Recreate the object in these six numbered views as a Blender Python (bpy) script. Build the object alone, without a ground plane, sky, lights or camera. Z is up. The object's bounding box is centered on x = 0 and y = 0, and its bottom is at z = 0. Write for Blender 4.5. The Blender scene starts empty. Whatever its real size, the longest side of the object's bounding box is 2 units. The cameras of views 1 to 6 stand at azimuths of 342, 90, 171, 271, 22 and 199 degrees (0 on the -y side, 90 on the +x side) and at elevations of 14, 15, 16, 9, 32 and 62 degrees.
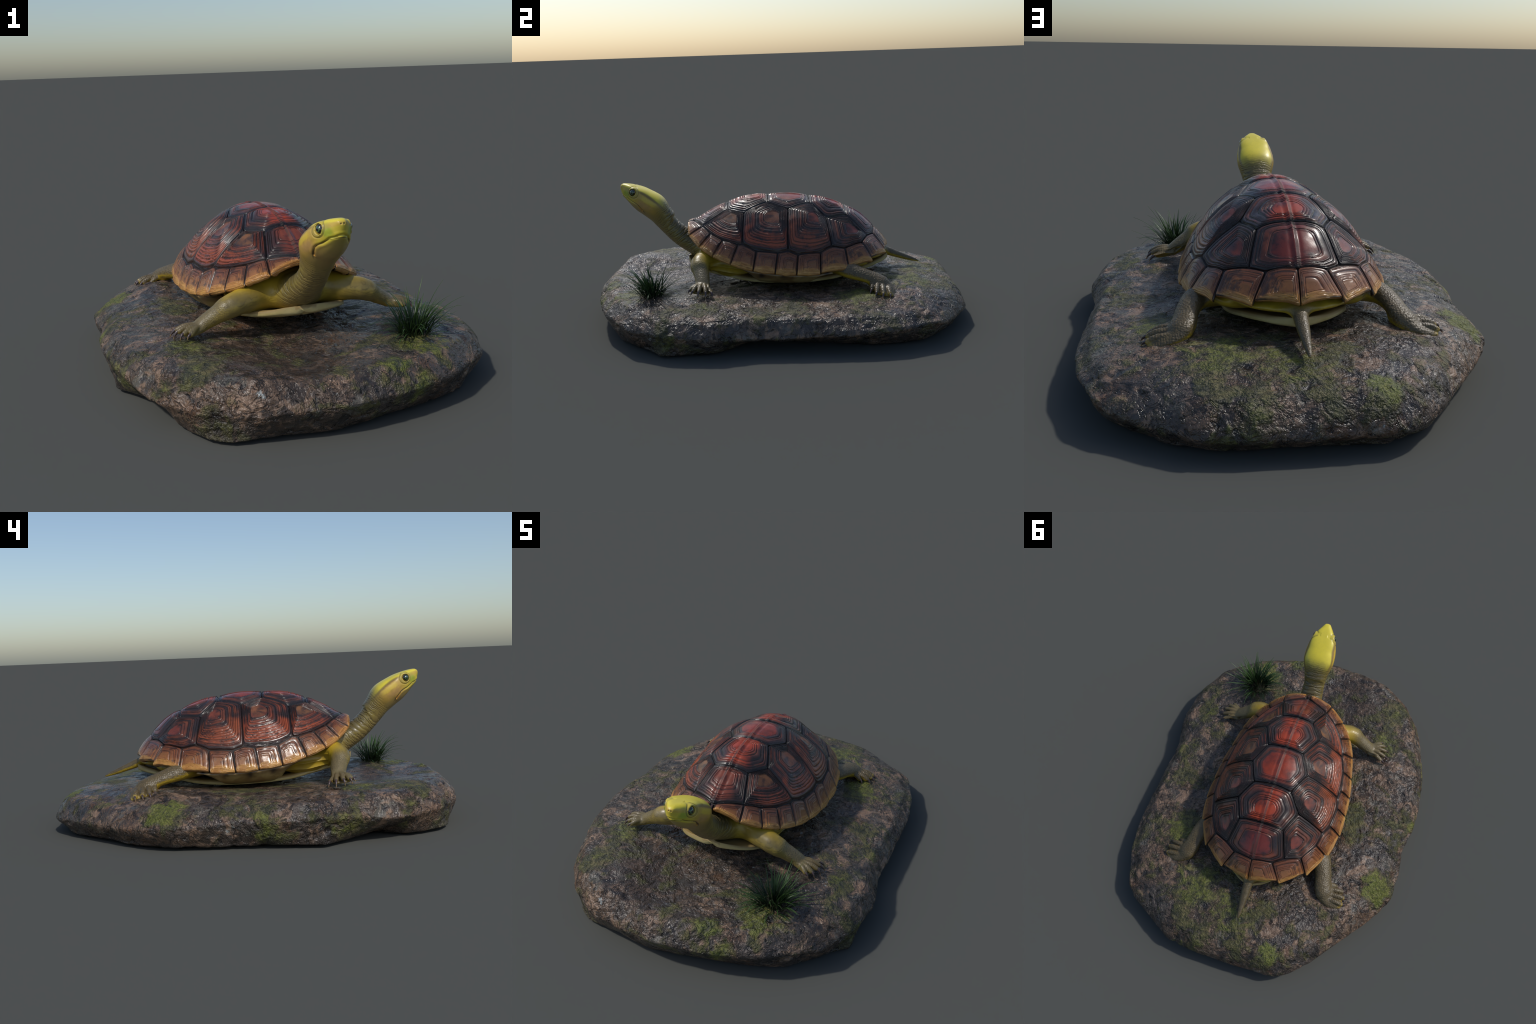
"""A red-brown box turtle with a yellow head, resting on a mossy boulder beside a tuft of grass.
Frame: metres, z up, turtle faces -y and is mirror-symmetric in x."""
import bpy, bmesh, math
import numpy as np
from mathutils import Vector, Matrix

RNG = np.random.default_rng(7)

# ----------------------------------------------------------------------------------------------
# small numeric helpers
# ----------------------------------------------------------------------------------------------
def smoothstep(a, b, x):
    t = np.clip((x - a) / (b - a), 0, 1)
    return t * t * (3 - 2 * t)

def _hash(ix, iy, iz, seed):
    h = (ix.astype(np.int64) * 374761393 + iy.astype(np.int64) * 668265263 + iz.astype(np.int64) * 2147483647 + seed * 1274126177) & 0xFFFFFFFF
    h = ((h ^ (h >> 13)) * 1274126177) & 0xFFFFFFFF
    h = ((h ^ (h >> 16)) * 2246822519) & 0xFFFFFFFF
    return h ^ (h >> 15)

def noise3(P, seed=0):
    """gradient noise, about -1..1"""
    P = np.asarray(P, np.float64)
    i = np.floor(P).astype(np.int64)
    f = P - i
    u = f * f * f * (f * (f * 6 - 15) + 10)
    out = 0
    for dx in (0, 1):
        for dy in (0, 1):
            for dz in (0, 1):
                h = _hash(i[:, 0] + dx, i[:, 1] + dy, i[:, 2] + dz, seed)
                gx = (h & 255) / 127.5 - 1
                gy = ((h >> 8) & 255) / 127.5 - 1
                gz = ((h >> 16) & 255) / 127.5 - 1
                d = gx * (f[:, 0] - dx) + gy * (f[:, 1] - dy) + gz * (f[:, 2] - dz)
                w = (u[:, 0] if dx else 1 - u[:, 0]) * (u[:, 1] if dy else 1 - u[:, 1]) * (u[:, 2] if dz else 1 - u[:, 2])
                out = out + w * d
    return out * 1.4

def fbm(P, octaves=4, seed=0, gain=.5, ridged=False):
    a, s, tot, out = 1., 1., 0., 0
    for o in range(octaves):
        n = noise3(P * s + o * 17.3, seed + o)
        if ridged:
            n = 1 - 2 * np.abs(n)
        out = out + a * n
        tot += a
        a *= gain
        s *= 2.03
    return out / tot

def catmull(pts, n):
    """n samples of a Catmull-Rom curve through the rows of pts"""
    p = np.asarray(pts, float)
    p = np.vstack([2 * p[0] - p[1], p, 2 * p[-1] - p[-2]])
    k = len(p) - 3
    t = np.linspace(0, k, n)
    i = np.minimum(t.astype(int), k - 1)
    f = (t - i)[:, None]
    a, b, c, d = p[i], p[i + 1], p[i + 2], p[i + 3]
    return .5 * (2 * b + (c - a) * f + (2 * a - 5 * b + 4 * c - d) * f ** 2 + (3 * b - a - 3 * c + d) * f ** 3)

class Surface2D:
    """smooth height z(x, y) through scattered points (cubic radial basis)"""
    def __init__(self, pts):
        p = np.asarray(pts, float)
        self.c = p[:, :2]
        n = len(p)
        A = np.zeros((n + 3, n + 3))
        A[:n, :n] = self._phi(self.c)
        A[:n, n] = 1
        A[:n, n + 1:] = self.c
        A[n:, :n] = A[:n, n:].T
        A[:n, :n] += np.eye(n) * 2e-6
        self.w = np.linalg.solve(A, np.concatenate([p[:, 2], np.zeros(3)]))
    def _phi(self, q):
        return np.linalg.norm(q[:, None] - self.c[None], axis=-1) ** 3
    def __call__(self, q):
        q = np.asarray(q, float)
        out = np.empty(len(q))
        for s in range(0, len(q), 40000):
            k = q[s:s + 40000]
            out[s:s + 40000] = self._phi(k) @ self.w[:-3] + self.w[-3] + k @ self.w[-2:]
        return out
    def normal(self, q, e=.003):
        dx = (self(q + [e, 0]) - self(q - [e, 0])) / (2 * e)
        dy = (self(q + [0, e]) - self(q - [0, e])) / (2 * e)
        n = np.stack([-dx, -dy, np.ones(len(q))], 1)
        return n / np.linalg.norm(n, axis=1, keepdims=True)

# ----------------------------------------------------------------------------------------------
# scene helpers
# ----------------------------------------------------------------------------------------------
def mesh_from(name, verts, faces, smooth=True):
    me = bpy.data.meshes.new(name)
    verts = np.ascontiguousarray(verts, np.float32)
    faces = np.asarray(faces)
    if faces.ndim == 2:
        k = faces.shape[1]
        me.vertices.add(len(verts))
        me.vertices.foreach_set("co", verts.ravel())
        me.loops.add(faces.size)
        me.loops.foreach_set("vertex_index", faces.astype(np.int32).ravel())
        me.polygons.add(len(faces))
        me.polygons.foreach_set("loop_start", np.arange(0, faces.size, k, dtype=np.int32))
        me.update(calc_edges=True)
    else:
        me.from_pydata(verts.tolist(), [], [list(map(int, f)) for f in faces])
    me.polygons.foreach_set("use_smooth", np.full(len(me.polygons), smooth))
    me.update()
    return me

def add(name, data, parent=None, material=None, loc=None):
    ob = bpy.data.objects.new(name, data)
    bpy.context.scene.collection.objects.link(ob)
    if loc is not None:
        ob.location = loc
    if parent is not None:
        ob.parent = parent
    if material is not None and data is not None:
        data.materials.clear()
        data.materials.append(material)
    return ob

def grid_faces(nu, nv, wrap_u=False, base=0):
    """quads of an (nu, nv) vertex grid, index = u * nv + v"""
    u = np.arange(nu if wrap_u else nu - 1)
    v = np.arange(nv - 1)
    U, W = np.meshgrid(u, v, indexing="ij")
    a = U * nv + W
    b = ((U + 1) % nu) * nv + W
    return np.stack([a, b, b + 1, a + 1], -1).reshape(-1, 4) + base

# ----------------------------------------------------------------------------------------------
# node building with arithmetic on sockets
# ----------------------------------------------------------------------------------------------
class S:
    def __init__(self, nt, sock):
        self.nt, self.s = nt, sock
    def _m(self, op, *o):
        return self.nt.math(op, self, *o)
    def __add__(self, o): return self._m("ADD", o)
    def __radd__(self, o): return self._m("ADD", o)
    def __sub__(self, o): return self._m("SUBTRACT", o)
    def __rsub__(self, o): return self.nt.math("SUBTRACT", o, self)
    def __mul__(self, o): return self._m("MULTIPLY", o)
    def __rmul__(self, o): return self._m("MULTIPLY", o)
    def __truediv__(self, o): return self._m("DIVIDE", o)
    def __neg__(self): return self._m("MULTIPLY", -1.0)
    def abs(self): return self._m("ABSOLUTE")
    def max(self, o): return self._m("MAXIMUM", o)
    def min(self, o): return self._m("MINIMUM", o)
    def pow(self, o): return self._m("POWER", o)
    def sin(self): return self._m("SINE")
    def step(self, a, b): return self.nt.step(self, a, b)
    def inv(self): return 1.0 - self

class Nodes:
    def __init__(self, name):
        self.mat = bpy.data.materials.new(name)
        self.mat.use_nodes = True
        self.t = self.mat.node_tree
        self.bsdf = self.t.nodes["Principled BSDF"]
    def put(self, node, key, val):
        inp = node.inputs[key]
        if isinstance(val, S):
            self.t.links.new(val.s, inp)
        elif isinstance(val, (tuple, list)) and len(val) == 3 and inp.type == "RGBA":
            inp.default_value = (*val, 1)
        else:
            inp.default_value = val
    def math(self, op, *args, clamp=False):
        n = self.t.nodes.new("ShaderNodeMath")
        n.operation = op
        n.use_clamp = clamp
        for i, a in enumerate(args):
            self.put(n, i, a)
        return S(self, n.outputs[0])
    def dot(self, v, w):
        n = self.t.nodes.new("ShaderNodeVectorMath")
        n.operation = "DOT_PRODUCT"
        self.put(n, 0, v); self.put(n, 1, w)
        return S(self, n.outputs["Value"])
    def vadd(self, v, w, op="ADD"):
        n = self.t.nodes.new("ShaderNodeVectorMath")
        n.operation = op
        self.put(n, 0, v); self.put(n, 1, w)
        return S(self, n.outputs["Vector"])
    def dist(self, v, w):
        n = self.t.nodes.new("ShaderNodeVectorMath")
        n.operation = "DISTANCE"
        self.put(n, 0, v); self.put(n, 1, w)
        return S(self, n.outputs["Value"])
    def step(self, x, a, b):
        n = self.t.nodes.new("ShaderNodeMapRange")
        n.interpolation_type = "SMOOTHSTEP"
        flip = a > b
        self.put(n, "Value", x)
        n.inputs["From Min"].default_value, n.inputs["From Max"].default_value = (b, a) if flip else (a, b)
        n.inputs["To Min"].default_value, n.inputs["To Max"].default_value = (1, 0) if flip else (0, 1)
        return S(self, n.outputs[0])
    def mix(self, fac, a, b, mode="MIX"):
        n = self.t.nodes.new("ShaderNodeMix")
        n.data_type, n.blend_type = "RGBA", mode
        n.clamp_factor = True
        self.put(n, 0, fac); self.put(n, 6, a); self.put(n, 7, b)
        return S(self, n.outputs[2])
    def obj(self):
        n = self.t.nodes.new("ShaderNodeTexCoord")
        return S(self, n.outputs["Object"])
    def sep(self, v):
        n = self.t.nodes.new("ShaderNodeSeparateXYZ")
        self.put(n, 0, v)
        return [S(self, o) for o in n.outputs]
    def normal(self):
        n = self.t.nodes.new("ShaderNodeNewGeometry")
        return S(self, n.outputs["Normal"])
    def pointiness(self):
        n = self.t.nodes.new("ShaderNodeNewGeometry")
        return S(self, n.outputs["Pointiness"])
    def random(self):
        n = self.t.nodes.new("ShaderNodeObjectInfo")
        return S(self, n.outputs["Random"])
    def prop(self, name, out="Vector"):
        n = self.t.nodes.new("ShaderNodeAttribute")
        n.attribute_type = "OBJECT"
        n.attribute_name = f'["{name}"]'
        return S(self, n.outputs[out])
    def scale(self, v, k):
        n = self.t.nodes.new("ShaderNodeMapping")
        self.put(n, "Vector", v)
        n.inputs["Scale"].default_value = k if isinstance(k, (tuple, list)) else (k, k, k)
        return S(self, n.outputs[0])
    def noise(self, v, scale, detail=4, rough=.55, dist=0., out="Fac"):
        n = self.t.nodes.new("ShaderNodeTexNoise")
        self.put(n, "Vector", v)
        n.inputs["Scale"].default_value, n.inputs["Detail"].default_value = scale, detail
        n.inputs["Roughness"].default_value, n.inputs["Distortion"].default_value = rough, dist
        return S(self, n.outputs[out])
    def voronoi(self, v, scale, feature="F1", out="Distance", rand=1.):
        n = self.t.nodes.new("ShaderNodeTexVoronoi")
        n.feature = feature
        self.put(n, "Vector", v)
        n.inputs["Scale"].default_value = scale
        n.inputs["Randomness"].default_value = rand
        return S(self, n.outputs[out])
    def bump(self, height, strength, distance, normal=None):
        n = self.t.nodes.new("ShaderNodeBump")
        self.put(n, "Height", height)
        self.put(n, "Strength", strength)
        n.inputs["Distance"].default_value = distance
        if normal is not None:
            self.put(n, "Normal", normal)
        return S(self, n.outputs[0])
    def out(self, **kw):
        for k, v in kw.items():
            self.put(self.bsdf, k.replace("_", " "), v)
        return self.mat
    def set(self, key, v):
        self.put(self.bsdf, key, v)

# ----------------------------------------------------------------------------------------------
# MATERIALS
# ----------------------------------------------------------------------------------------------
def smax_nodes(N, a, b, c):
    return N.math("SMOOTH_MAX", a, b, c)

EDGE_SLOTS = ["edge_a", "edge_b", "edge_c", "edge_d", "edge_e", "edge_f", "edge_g"]

def scute_material():
    """Growth rings: similar polygons about the areola (the object's origin).  Each scute carries its
    own edge vectors, drawn here as the gauge g = 0 at the areola and 1 at the edge."""
    N = Nodes("glossy_scute")
    p = N.obj()
    warp = N.noise(p, 9, 2, .5, out="Color")
    q = N.vadd(p, N.scale(N.vadd(warp, (.5, .5, .5), "SUBTRACT"), .006))
    g = None
    for e in EDGE_SLOTS:
        d = N.dot(q, N.prop(e))
        g = d if g is None else smax_nodes(N, g, d, .17)
    rings = N.prop("rings", "Fac")
    shift = N.prop("shift", "Fac")
    areola = N.prop("areola", "Fac")
    u = (g - areola) / (1.0 - areola)
    uc = u.max(0.0)
    ph = (uc * rings + 0.35 * ((uc * 9.0 + shift * 20.0).sin()))
    groove = (1.0 - (ph * math.pi).sin().abs()).pow(3.0) * N.step(u, .0, .05)
    ph2 = ph * 2.7 + 1.3
    groove2 = (1.0 - (ph2 * math.pi).sin().abs()).pow(6.0) * N.step(u, .05, .2)
    # colour zones
    big = N.noise(p, 7, 3, .6)
    mid = N.noise(p, 26, 4, .65)
    fine = N.noise(p, 120, 3, .6)
    down = N.dot(q, N.prop("lateral"))
    centre, outer, dark = N.prop("tint_centre", "Color"), N.prop("tint_outer", "Color"), N.prop("tint_dark", "Color")
    zone_mid = N.step(u + (mid - .5) * .6, -.12, .14)
    zone_out = N.step(u * .40 + down * .80 + (big - .5) * .9 + (mid - .5) * .3, .50, .86)
    centre = N.mix(N.step(mid, .42, .62) * .55, centre, N.mix(.75, centre, (.022, .015, .014)))
    centre = N.mix(N.step(big, .5, .66) * .5, centre, N.mix(.6, centre, (.03, .02, .018)))
    col = N.mix(zone_mid, centre, dark)
    ringtone = N.noise(N.scale(p, 1.0), 3, 1, .5)
    band = ((ph * 2.1 + shift * 9.0 + ringtone * 5.0).sin() * .5 + .5)
    col = N.mix(zone_mid * band * N.step(big, .38, .62) * .62, col, outer)
    col = N.mix(zone_out * zone_mid * N.step(mid + band * .25, .3, .62), col, outer)
    # central streak (keel of the vertebral scutes)
    streak = N.prop("streak", "Fac")
    x, y, z = N.sep(p)
    ax = x.abs() + (big - .5) * .13
    col = N.mix(streak * N.step(ax, .078, .035) * N.step(g + (mid - .5) * .3, 1.0, .75), col, N.prop("tint_streak", "Color"))
    smudge = N.step(N.noise(p, 10, 5, .7), .50, .66) * streak
    col = N.mix(smudge * .55, col, (.040, .020, .018))
    keel = N.step((x + .007).abs() + (mid - .5) * .008, .008, .003) * N.step(streak, .05, .3)
    col = N.mix(keel * .7, col, N.mix(N.step(big, .5, .62), (.026, .015, .014), (.11, .035, .022)))
    # grooves, blotches, seams
    col = N.mix(groove * .85, col, (.012, .009, .009))
    col = N.mix(groove2 * .3, col, (.02, .012, .01))
    blotch = N.step(N.noise(p, 11, 5, .72), .53, .66)
    col = N.mix(blotch * N.prop("blotch", "Fac"), col, (.018, .012, .011))
    col = N.mix(N.step(fine, .55, .8) * .25, col, (.02, .012, .01))
    # yellow rim on the marginals
    rim = N.prop("rim", "Fac")
    rimd = N.dot(p, N.prop("rimward")) + N.prop("rim_start", "Fac")
    yellow = N.mix(N.step(mid, .35, .7), (.56, .29, .075), (.40, .17, .040))
    warm = N.mix(N.step(mid, .3, .6), (.225, .082, .026), (.34, .135, .040))
    col = N.mix(rim * N.step(rimd + (mid - .5) * .8 + (big - .5) * .9, .30, .85) * .80, col, warm)
    col = N.mix(rim * N.step(N.noise(p, 17, 4, .7), .50, .62) * N.step(rimd, .92, .75) * .75, col, (.036, .019, .014))
    col = N.mix(rim * N.step(rimd + (mid - .5) * .28, .77, .90), col, yellow)
    seam = N.step(g + (mid - .5) * .10, .885, .975) * (1.0 - rim * N.step(rimd, .90, .96))
    col = N.mix(seam * .92, col, (.010, .008, .008))
    h = groove * -1.0 + groove2 * -.35
    b = N.bump(h, .8, .0026)
    b = N.bump(mid * .6 + fine * .4, .25, .002, b)
    rough = fine * .20 + .20 + keel * .35
    return N.out(Base_Color=col, Roughness=rough, Specular_IOR_Level=.5, Coat_Weight=keel.inv() * .15, Coat_Roughness=.12, Normal=b)

def seam_material():
    N = Nodes("dark_seam_horn")
    n = N.noise(N.obj(), 40, 3)
    return N.out(Base_Color=N.mix(n, (.010, .008, .008), (.028, .018, .014)), Roughness=.6, Specular_IOR_Level=.3)

def under_rim_material():
    N = Nodes("yellow_under_rim")
    p = N.obj()
    n = N.noise(p, 18, 4)
    return N.out(Base_Color=N.mix(N.step(n, .35, .7), (.42, .28, .06), (.22, .12, .03)), Roughness=.45)

def plastron_material():
    N = Nodes("cream_plastron")
    p = N.obj()
    x, y, z = N.sep(p)
    n = N.noise(p, 9, 4, .6)
    f = N.noise(N.scale(p, (1, .35, 1)), 60, 4, .65)
    col = N.mix(N.step(n, .3, .7), (.56, .46, .21), (.42, .33, .12))
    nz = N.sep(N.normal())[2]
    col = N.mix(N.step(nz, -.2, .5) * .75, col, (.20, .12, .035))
    col = N.mix(N.step(f, .55, .85) * .45, col, (.16, .10, .04))
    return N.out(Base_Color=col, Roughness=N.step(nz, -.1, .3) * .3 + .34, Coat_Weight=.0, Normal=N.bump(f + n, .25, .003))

def bridge_material():
    N = Nodes("bridge_horn")
    p = N.obj()
    x, y, z = N.sep(p)
    n = N.noise(p, 11, 4, .6)
    col = N.mix(N.step(n, .35, .7), (.42, .31, .12), (.26, .16, .055))
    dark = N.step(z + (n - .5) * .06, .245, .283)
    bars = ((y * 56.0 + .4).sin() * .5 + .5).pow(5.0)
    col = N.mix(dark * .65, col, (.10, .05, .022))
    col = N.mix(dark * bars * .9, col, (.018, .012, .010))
    return N.out(Base_Color=col, Roughness=.36, Coat_Weight=.2, Normal=N.bump(n, .3, .003))

HEAD_O, HEAD_A, HEAD_U = (0, -.70, .62), (0, -.857, .515), (0, .515, .857)

def skin_material():
    N = Nodes("turtle_skin")
    p = N.obj()
    x, y, z = N.sep(p)
    ax = x.abs()
    nx, ny, nz = N.sep(N.normal())
    big = N.noise(p, 12, 3, .55)
    mid = N.noise(p, 45, 3, .6)
    fine = N.noise(p, 160, 3, .6)
    # body skin: saturated yellow, olive in blotches
    col = N.mix(N.step(big, .35, .68), (.44, .30, .022), (.29, .195, .018))
    # limbs: olive grey on the upper side
    arm = N.step(ax + (big - .5) * .05, .285, .360) * N.step(y, -.1, -.2)
    leg = N.step(ax + (big - .5) * .04, .22, .30) * N.step(y, .12, .24)
    tail = N.step(y, .56, .63) * N.step(ax, .09, .05)
    rear = (leg.max(tail))
    arm_up = arm * N.step(nz + (mid - .5) * .5, -.65, -.15)
    rear_up = rear * N.step(nz + (mid - .5) * .35, -.38, .12)
    grey = N.mix(N.step(mid, .3, .7), (.135, .106, .050), (.096, .075, .038))
    grey_rear = N.mix(N.step(mid, .3, .7), (.092, .070, .036), (.058, .045, .025))
    col = N.mix(arm_up * .92, col, grey)
    col = N.mix(rear_up * .95, col, grey_rear)
    # toes: brown-yellow
    toe = N.step(ax, .425, .465) * N.step(y, -.1, -.2)
    col = N.mix(toe * .65, col, N.mix(N.step(nz, -.5, .2), (.34, .21, .035), (.125, .088, .034)))
    toe_r = N.step(ax + N.step(z, .225, .2) * .02, .492, .512) * N.step(y, .1, .2)
    col = N.mix(toe_r * .8, col, (.36, .25, .04))
    # neck: olive with dark wrinkles
    d = N.vadd(p, HEAD_O, "SUBTRACT")
    s = N.dot(d, HEAD_A)
    h = N.dot(d, HEAD_U)
    neck = N.step(y, -.39, -.47)
    nk = N.mix(N.step(mid, .35, .7), (.235, .180, .042), (.170, .128, .038))
    nk = N.mix(N.step(nz + (big - .5) * .6, .0, .75) * .7, nk, (.085, .072, .040))
    wt = N.dot(p, (0, -.64, .77)) + (N.noise(p, 13, 3, .55) - .5) * .050 + (mid - .5) * .012
    wr = (1.0 - (wt * (math.pi / .0115)).sin().abs()).pow(2.2) * N.step(N.noise(p, 26, 2, .5), .36, .56)
    nk = N.mix(wr * .75, nk, (.050, .040, .018))
    under = N.step(nz, .1, -.5)
    nk = N.mix(under * .55, nk, (.24, .17, .062))
    col = N.mix(neck, col, nk)
    # head
    head = N.step(s + (mid - .5) * .05, -.115, -.035)
    side = N.mix(N.step(mid, .3, .7), (.52, .32, .065), (.42, .27, .055))
    side = N.mix(N.step(s, .03, .13), side, (.55, .44, .045))
    top = N.mix(N.step(big, .3, .7), (.80, .66, .048), (.70, .58, .052))
    line_h = h - (.046 - (s - .03).pow(2.0) * 1.6)
    hd = N.mix(N.step(line_h, -.006, .004), side, top)
    stripe = N.step(line_h + (mid - .5) * .006, -.013, -.005) * N.step(line_h, .006, -.001) * N.step(s, .085, .05)
    hd = N.mix(stripe * .65, hd, (.12, .075, .035))
    yband = N.step((h - .020 - s * .05).abs() + (mid - .5) * .01, .016, .007) * N.step(s, .055, .03) * N.step(s, -.065, -.025)
    hd = N.mix(yband * .85, hd, (.62, .44, .045))
    cheek = N.step((h + .014).abs(), .022, .006) * N.step(s, .06, .03) * N.step(s, -.05, .0)
    hd = N.mix(cheek * .45, hd, (.48, .28, .14))
    green = N.step(N.math("SQRT", (s - .124).pow(2.0) + (h + .002).pow(2.0) * .5), .026, .010) * N.step(ax, .012, .024)
    hd = N.mix(green * .75, hd, (.28, .36, .035))
    brow = N.step(h - (.020 + (s - .13) * -.15), .006, .0) * N.step(h - (.010 + (s - .13) * -.15), -.006, .0) * N.step(s, .10, .12)
    hd = N.mix(brow * .35, hd, (.50, .24, .07))
    lips = N.step((h + .026).abs(), .014, .004) * N.step(s, .045, .09)
    hd = N.mix(lips * .55, hd, (.56, .46, .03))
    corner = N.step(N.math("SQRT", (s - .012).pow(2.0) + (h + .048).pow(2.0) * 1.6), .028, .008)
    hd = N.mix(corner * .6, hd, (.52, .22, .04))
    chin = N.step(nz, -.15, -.65) * N.step(h, -.02, -.045)
    hd = N.mix(chin * .75, hd, (.27, .20, .075))
    # mouth line, nostrils
    mline = h - (-.0262 - (.055 - s).max(0.0).pow(1.5) * 1.35 + (s - .11).max(0.0) * -.25)
    mouth = N.step(mline.abs(), .0032, .0008) * N.step(s, -.022, -.005) * N.step(nz, .3, .1)
    hd = N.mix(mouth * .8, hd, (.060, .040, .010))
    nos = N.step(N.dist(N.vadd(p, (1, 1, 1), "MULTIPLY"), (0, -.8455, .7135)), .020, .010) * N.step((ax - .0058).abs(), .0030, .0014) * N.step((z - .7135).abs(), .0030, .0014)
    hd = N.mix(nos * .9, hd, (.05, .03, .01))
    er = N.math("SQRT", (y + .770).pow(2.0) + (z - .6845).pow(2.0))
    lid = N.step((er - .0232).abs(), .0055, .002) * N.step(ax, .03, .04)
    hd = N.mix(lid * .55, hd, (.46, .35, .07))
    crease = (N.step((er - .0292).abs(), .0030, .0008) + N.step((er - .0200).abs(), .0026, .0008)).min(1.0) * N.step(ax, .03, .04)
    hd = N.mix(crease * .6, hd, (.13, .10, .025))
    back = N.step(s, .0, -.10)
    hd = N.mix(back * .45, hd, (.26, .20, .045))
    col = N.mix(head, col, hd)
    col = N.mix(N.step(fine, .5, .8) * .12, col, (.08, .055, .015))
    # fine scales on the limbs, granules elsewhere
    limb = arm.max(rear)
    vs = N.voronoi(p, 210, "F1")
    vb = N.voronoi(p, 105, "F1")
    scales = N.mix(rear * N.step(ax, .3, .36), vs, vb)
    b = N.bump(scales, limb * (N.step(ax, .44, .39) * .27 + .08), .004)
    b = N.bump(wr * -1.0, neck * head.inv() * N.step(ax, .14, .11) * .7, .0030, b)
    b = N.bump(fine, .10, .002, b)
    edge = N.step(N.voronoi(p, 105, "DISTANCE_TO_EDGE"), .12, .02) * rear_up * N.step(ax, .3, .36)
    col = N.mix(edge * .35, col, (.17, .11, .04))
    rough = N.mix(limb, (.40, .40, .40), (.36, .36, .36))
    return N.out(Base_Color=col, Roughness=fine * .18 + .32 + limb * .06, Specular_IOR_Level=.5, Coat_Weight=.15, Coat_Roughness=.25, Normal=b)

def eye_material():
    N = Nodes("wet_eye")
    x, y, z = N.sep(N.obj())
    r = N.math("SQRT", x * x + y * y)
    n = N.noise(N.obj(), 300, 3)
    col = N.mix(N.step(r, .0090, .0104), (.055, .16, .045), (.010, .009, .005))
    col = N.mix(N.step(r, .0074, .0062), col, (.004, .004, .005))
    col = N.mix(N.step(r, .0145, .0185), col, (.16, .11, .02))
    col = N.mix(N.step(n, .5, .8) * .3, col, (.02, .03, .01))
    return N.out(Base_Color=col, Roughness=.06, Specular_IOR_Level=.8, Coat_Weight=1., Coat_Roughness=.03)

def claw_material():
    N = Nodes("claw_horn")
    x, y, z = N.sep(N.obj())
    n = N.noise(N.obj(), 90, 3)
    col = N.mix(N.step(z + (n - .5) * .01, .019, .033), (.060, .038, .036), (.30, .19, .07))
    return N.out(Base_Color=col, Roughness=.28, Coat_Weight=.3)

MOSS_SPOTS = [  # where moss sits on the boulder: x, y, z, radius, strength
    (.182, -.895, .21, .075, 1.), (.36, -.76, .21, .13, .9), (-.65, .393, .16, .10, 1.2), (-.50, .70, .18, .05, .7), (-.215, .919, .17, .075, 1.1),
    (.05, .78, .2, .19, .75), (.28, .66, .2, .17, .85), (.59, -.397, .19, .06, .8), (-.503, -.697, .2, .07, .7), (-.48, -.47, .21, .10, .8),
    (.48, .40, .19, .11, .9), (-.72, -.05, .09, .10, .9), (-.70, -.38, .09, .09, .8), (-.60, -.66, .12, .07, .8), (.243, -.95, .13, .07, .9),
    (.02, -.93, .18, .08, .6), (-.08, -.72, .19, .12, .55), (.62, -.12, .17, .10, .7), (.66, -.50, .08, .13, .8), (-.42, .02, .19, .10, .6),
    (-.46, .16, .18, .08, .6), (.20, .93, .08, .13, .7), (-.30, .72, .2, .07, .5), (.0, .05, .19, .28, .6), (.45, .03, .19, .13, .5)]

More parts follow.
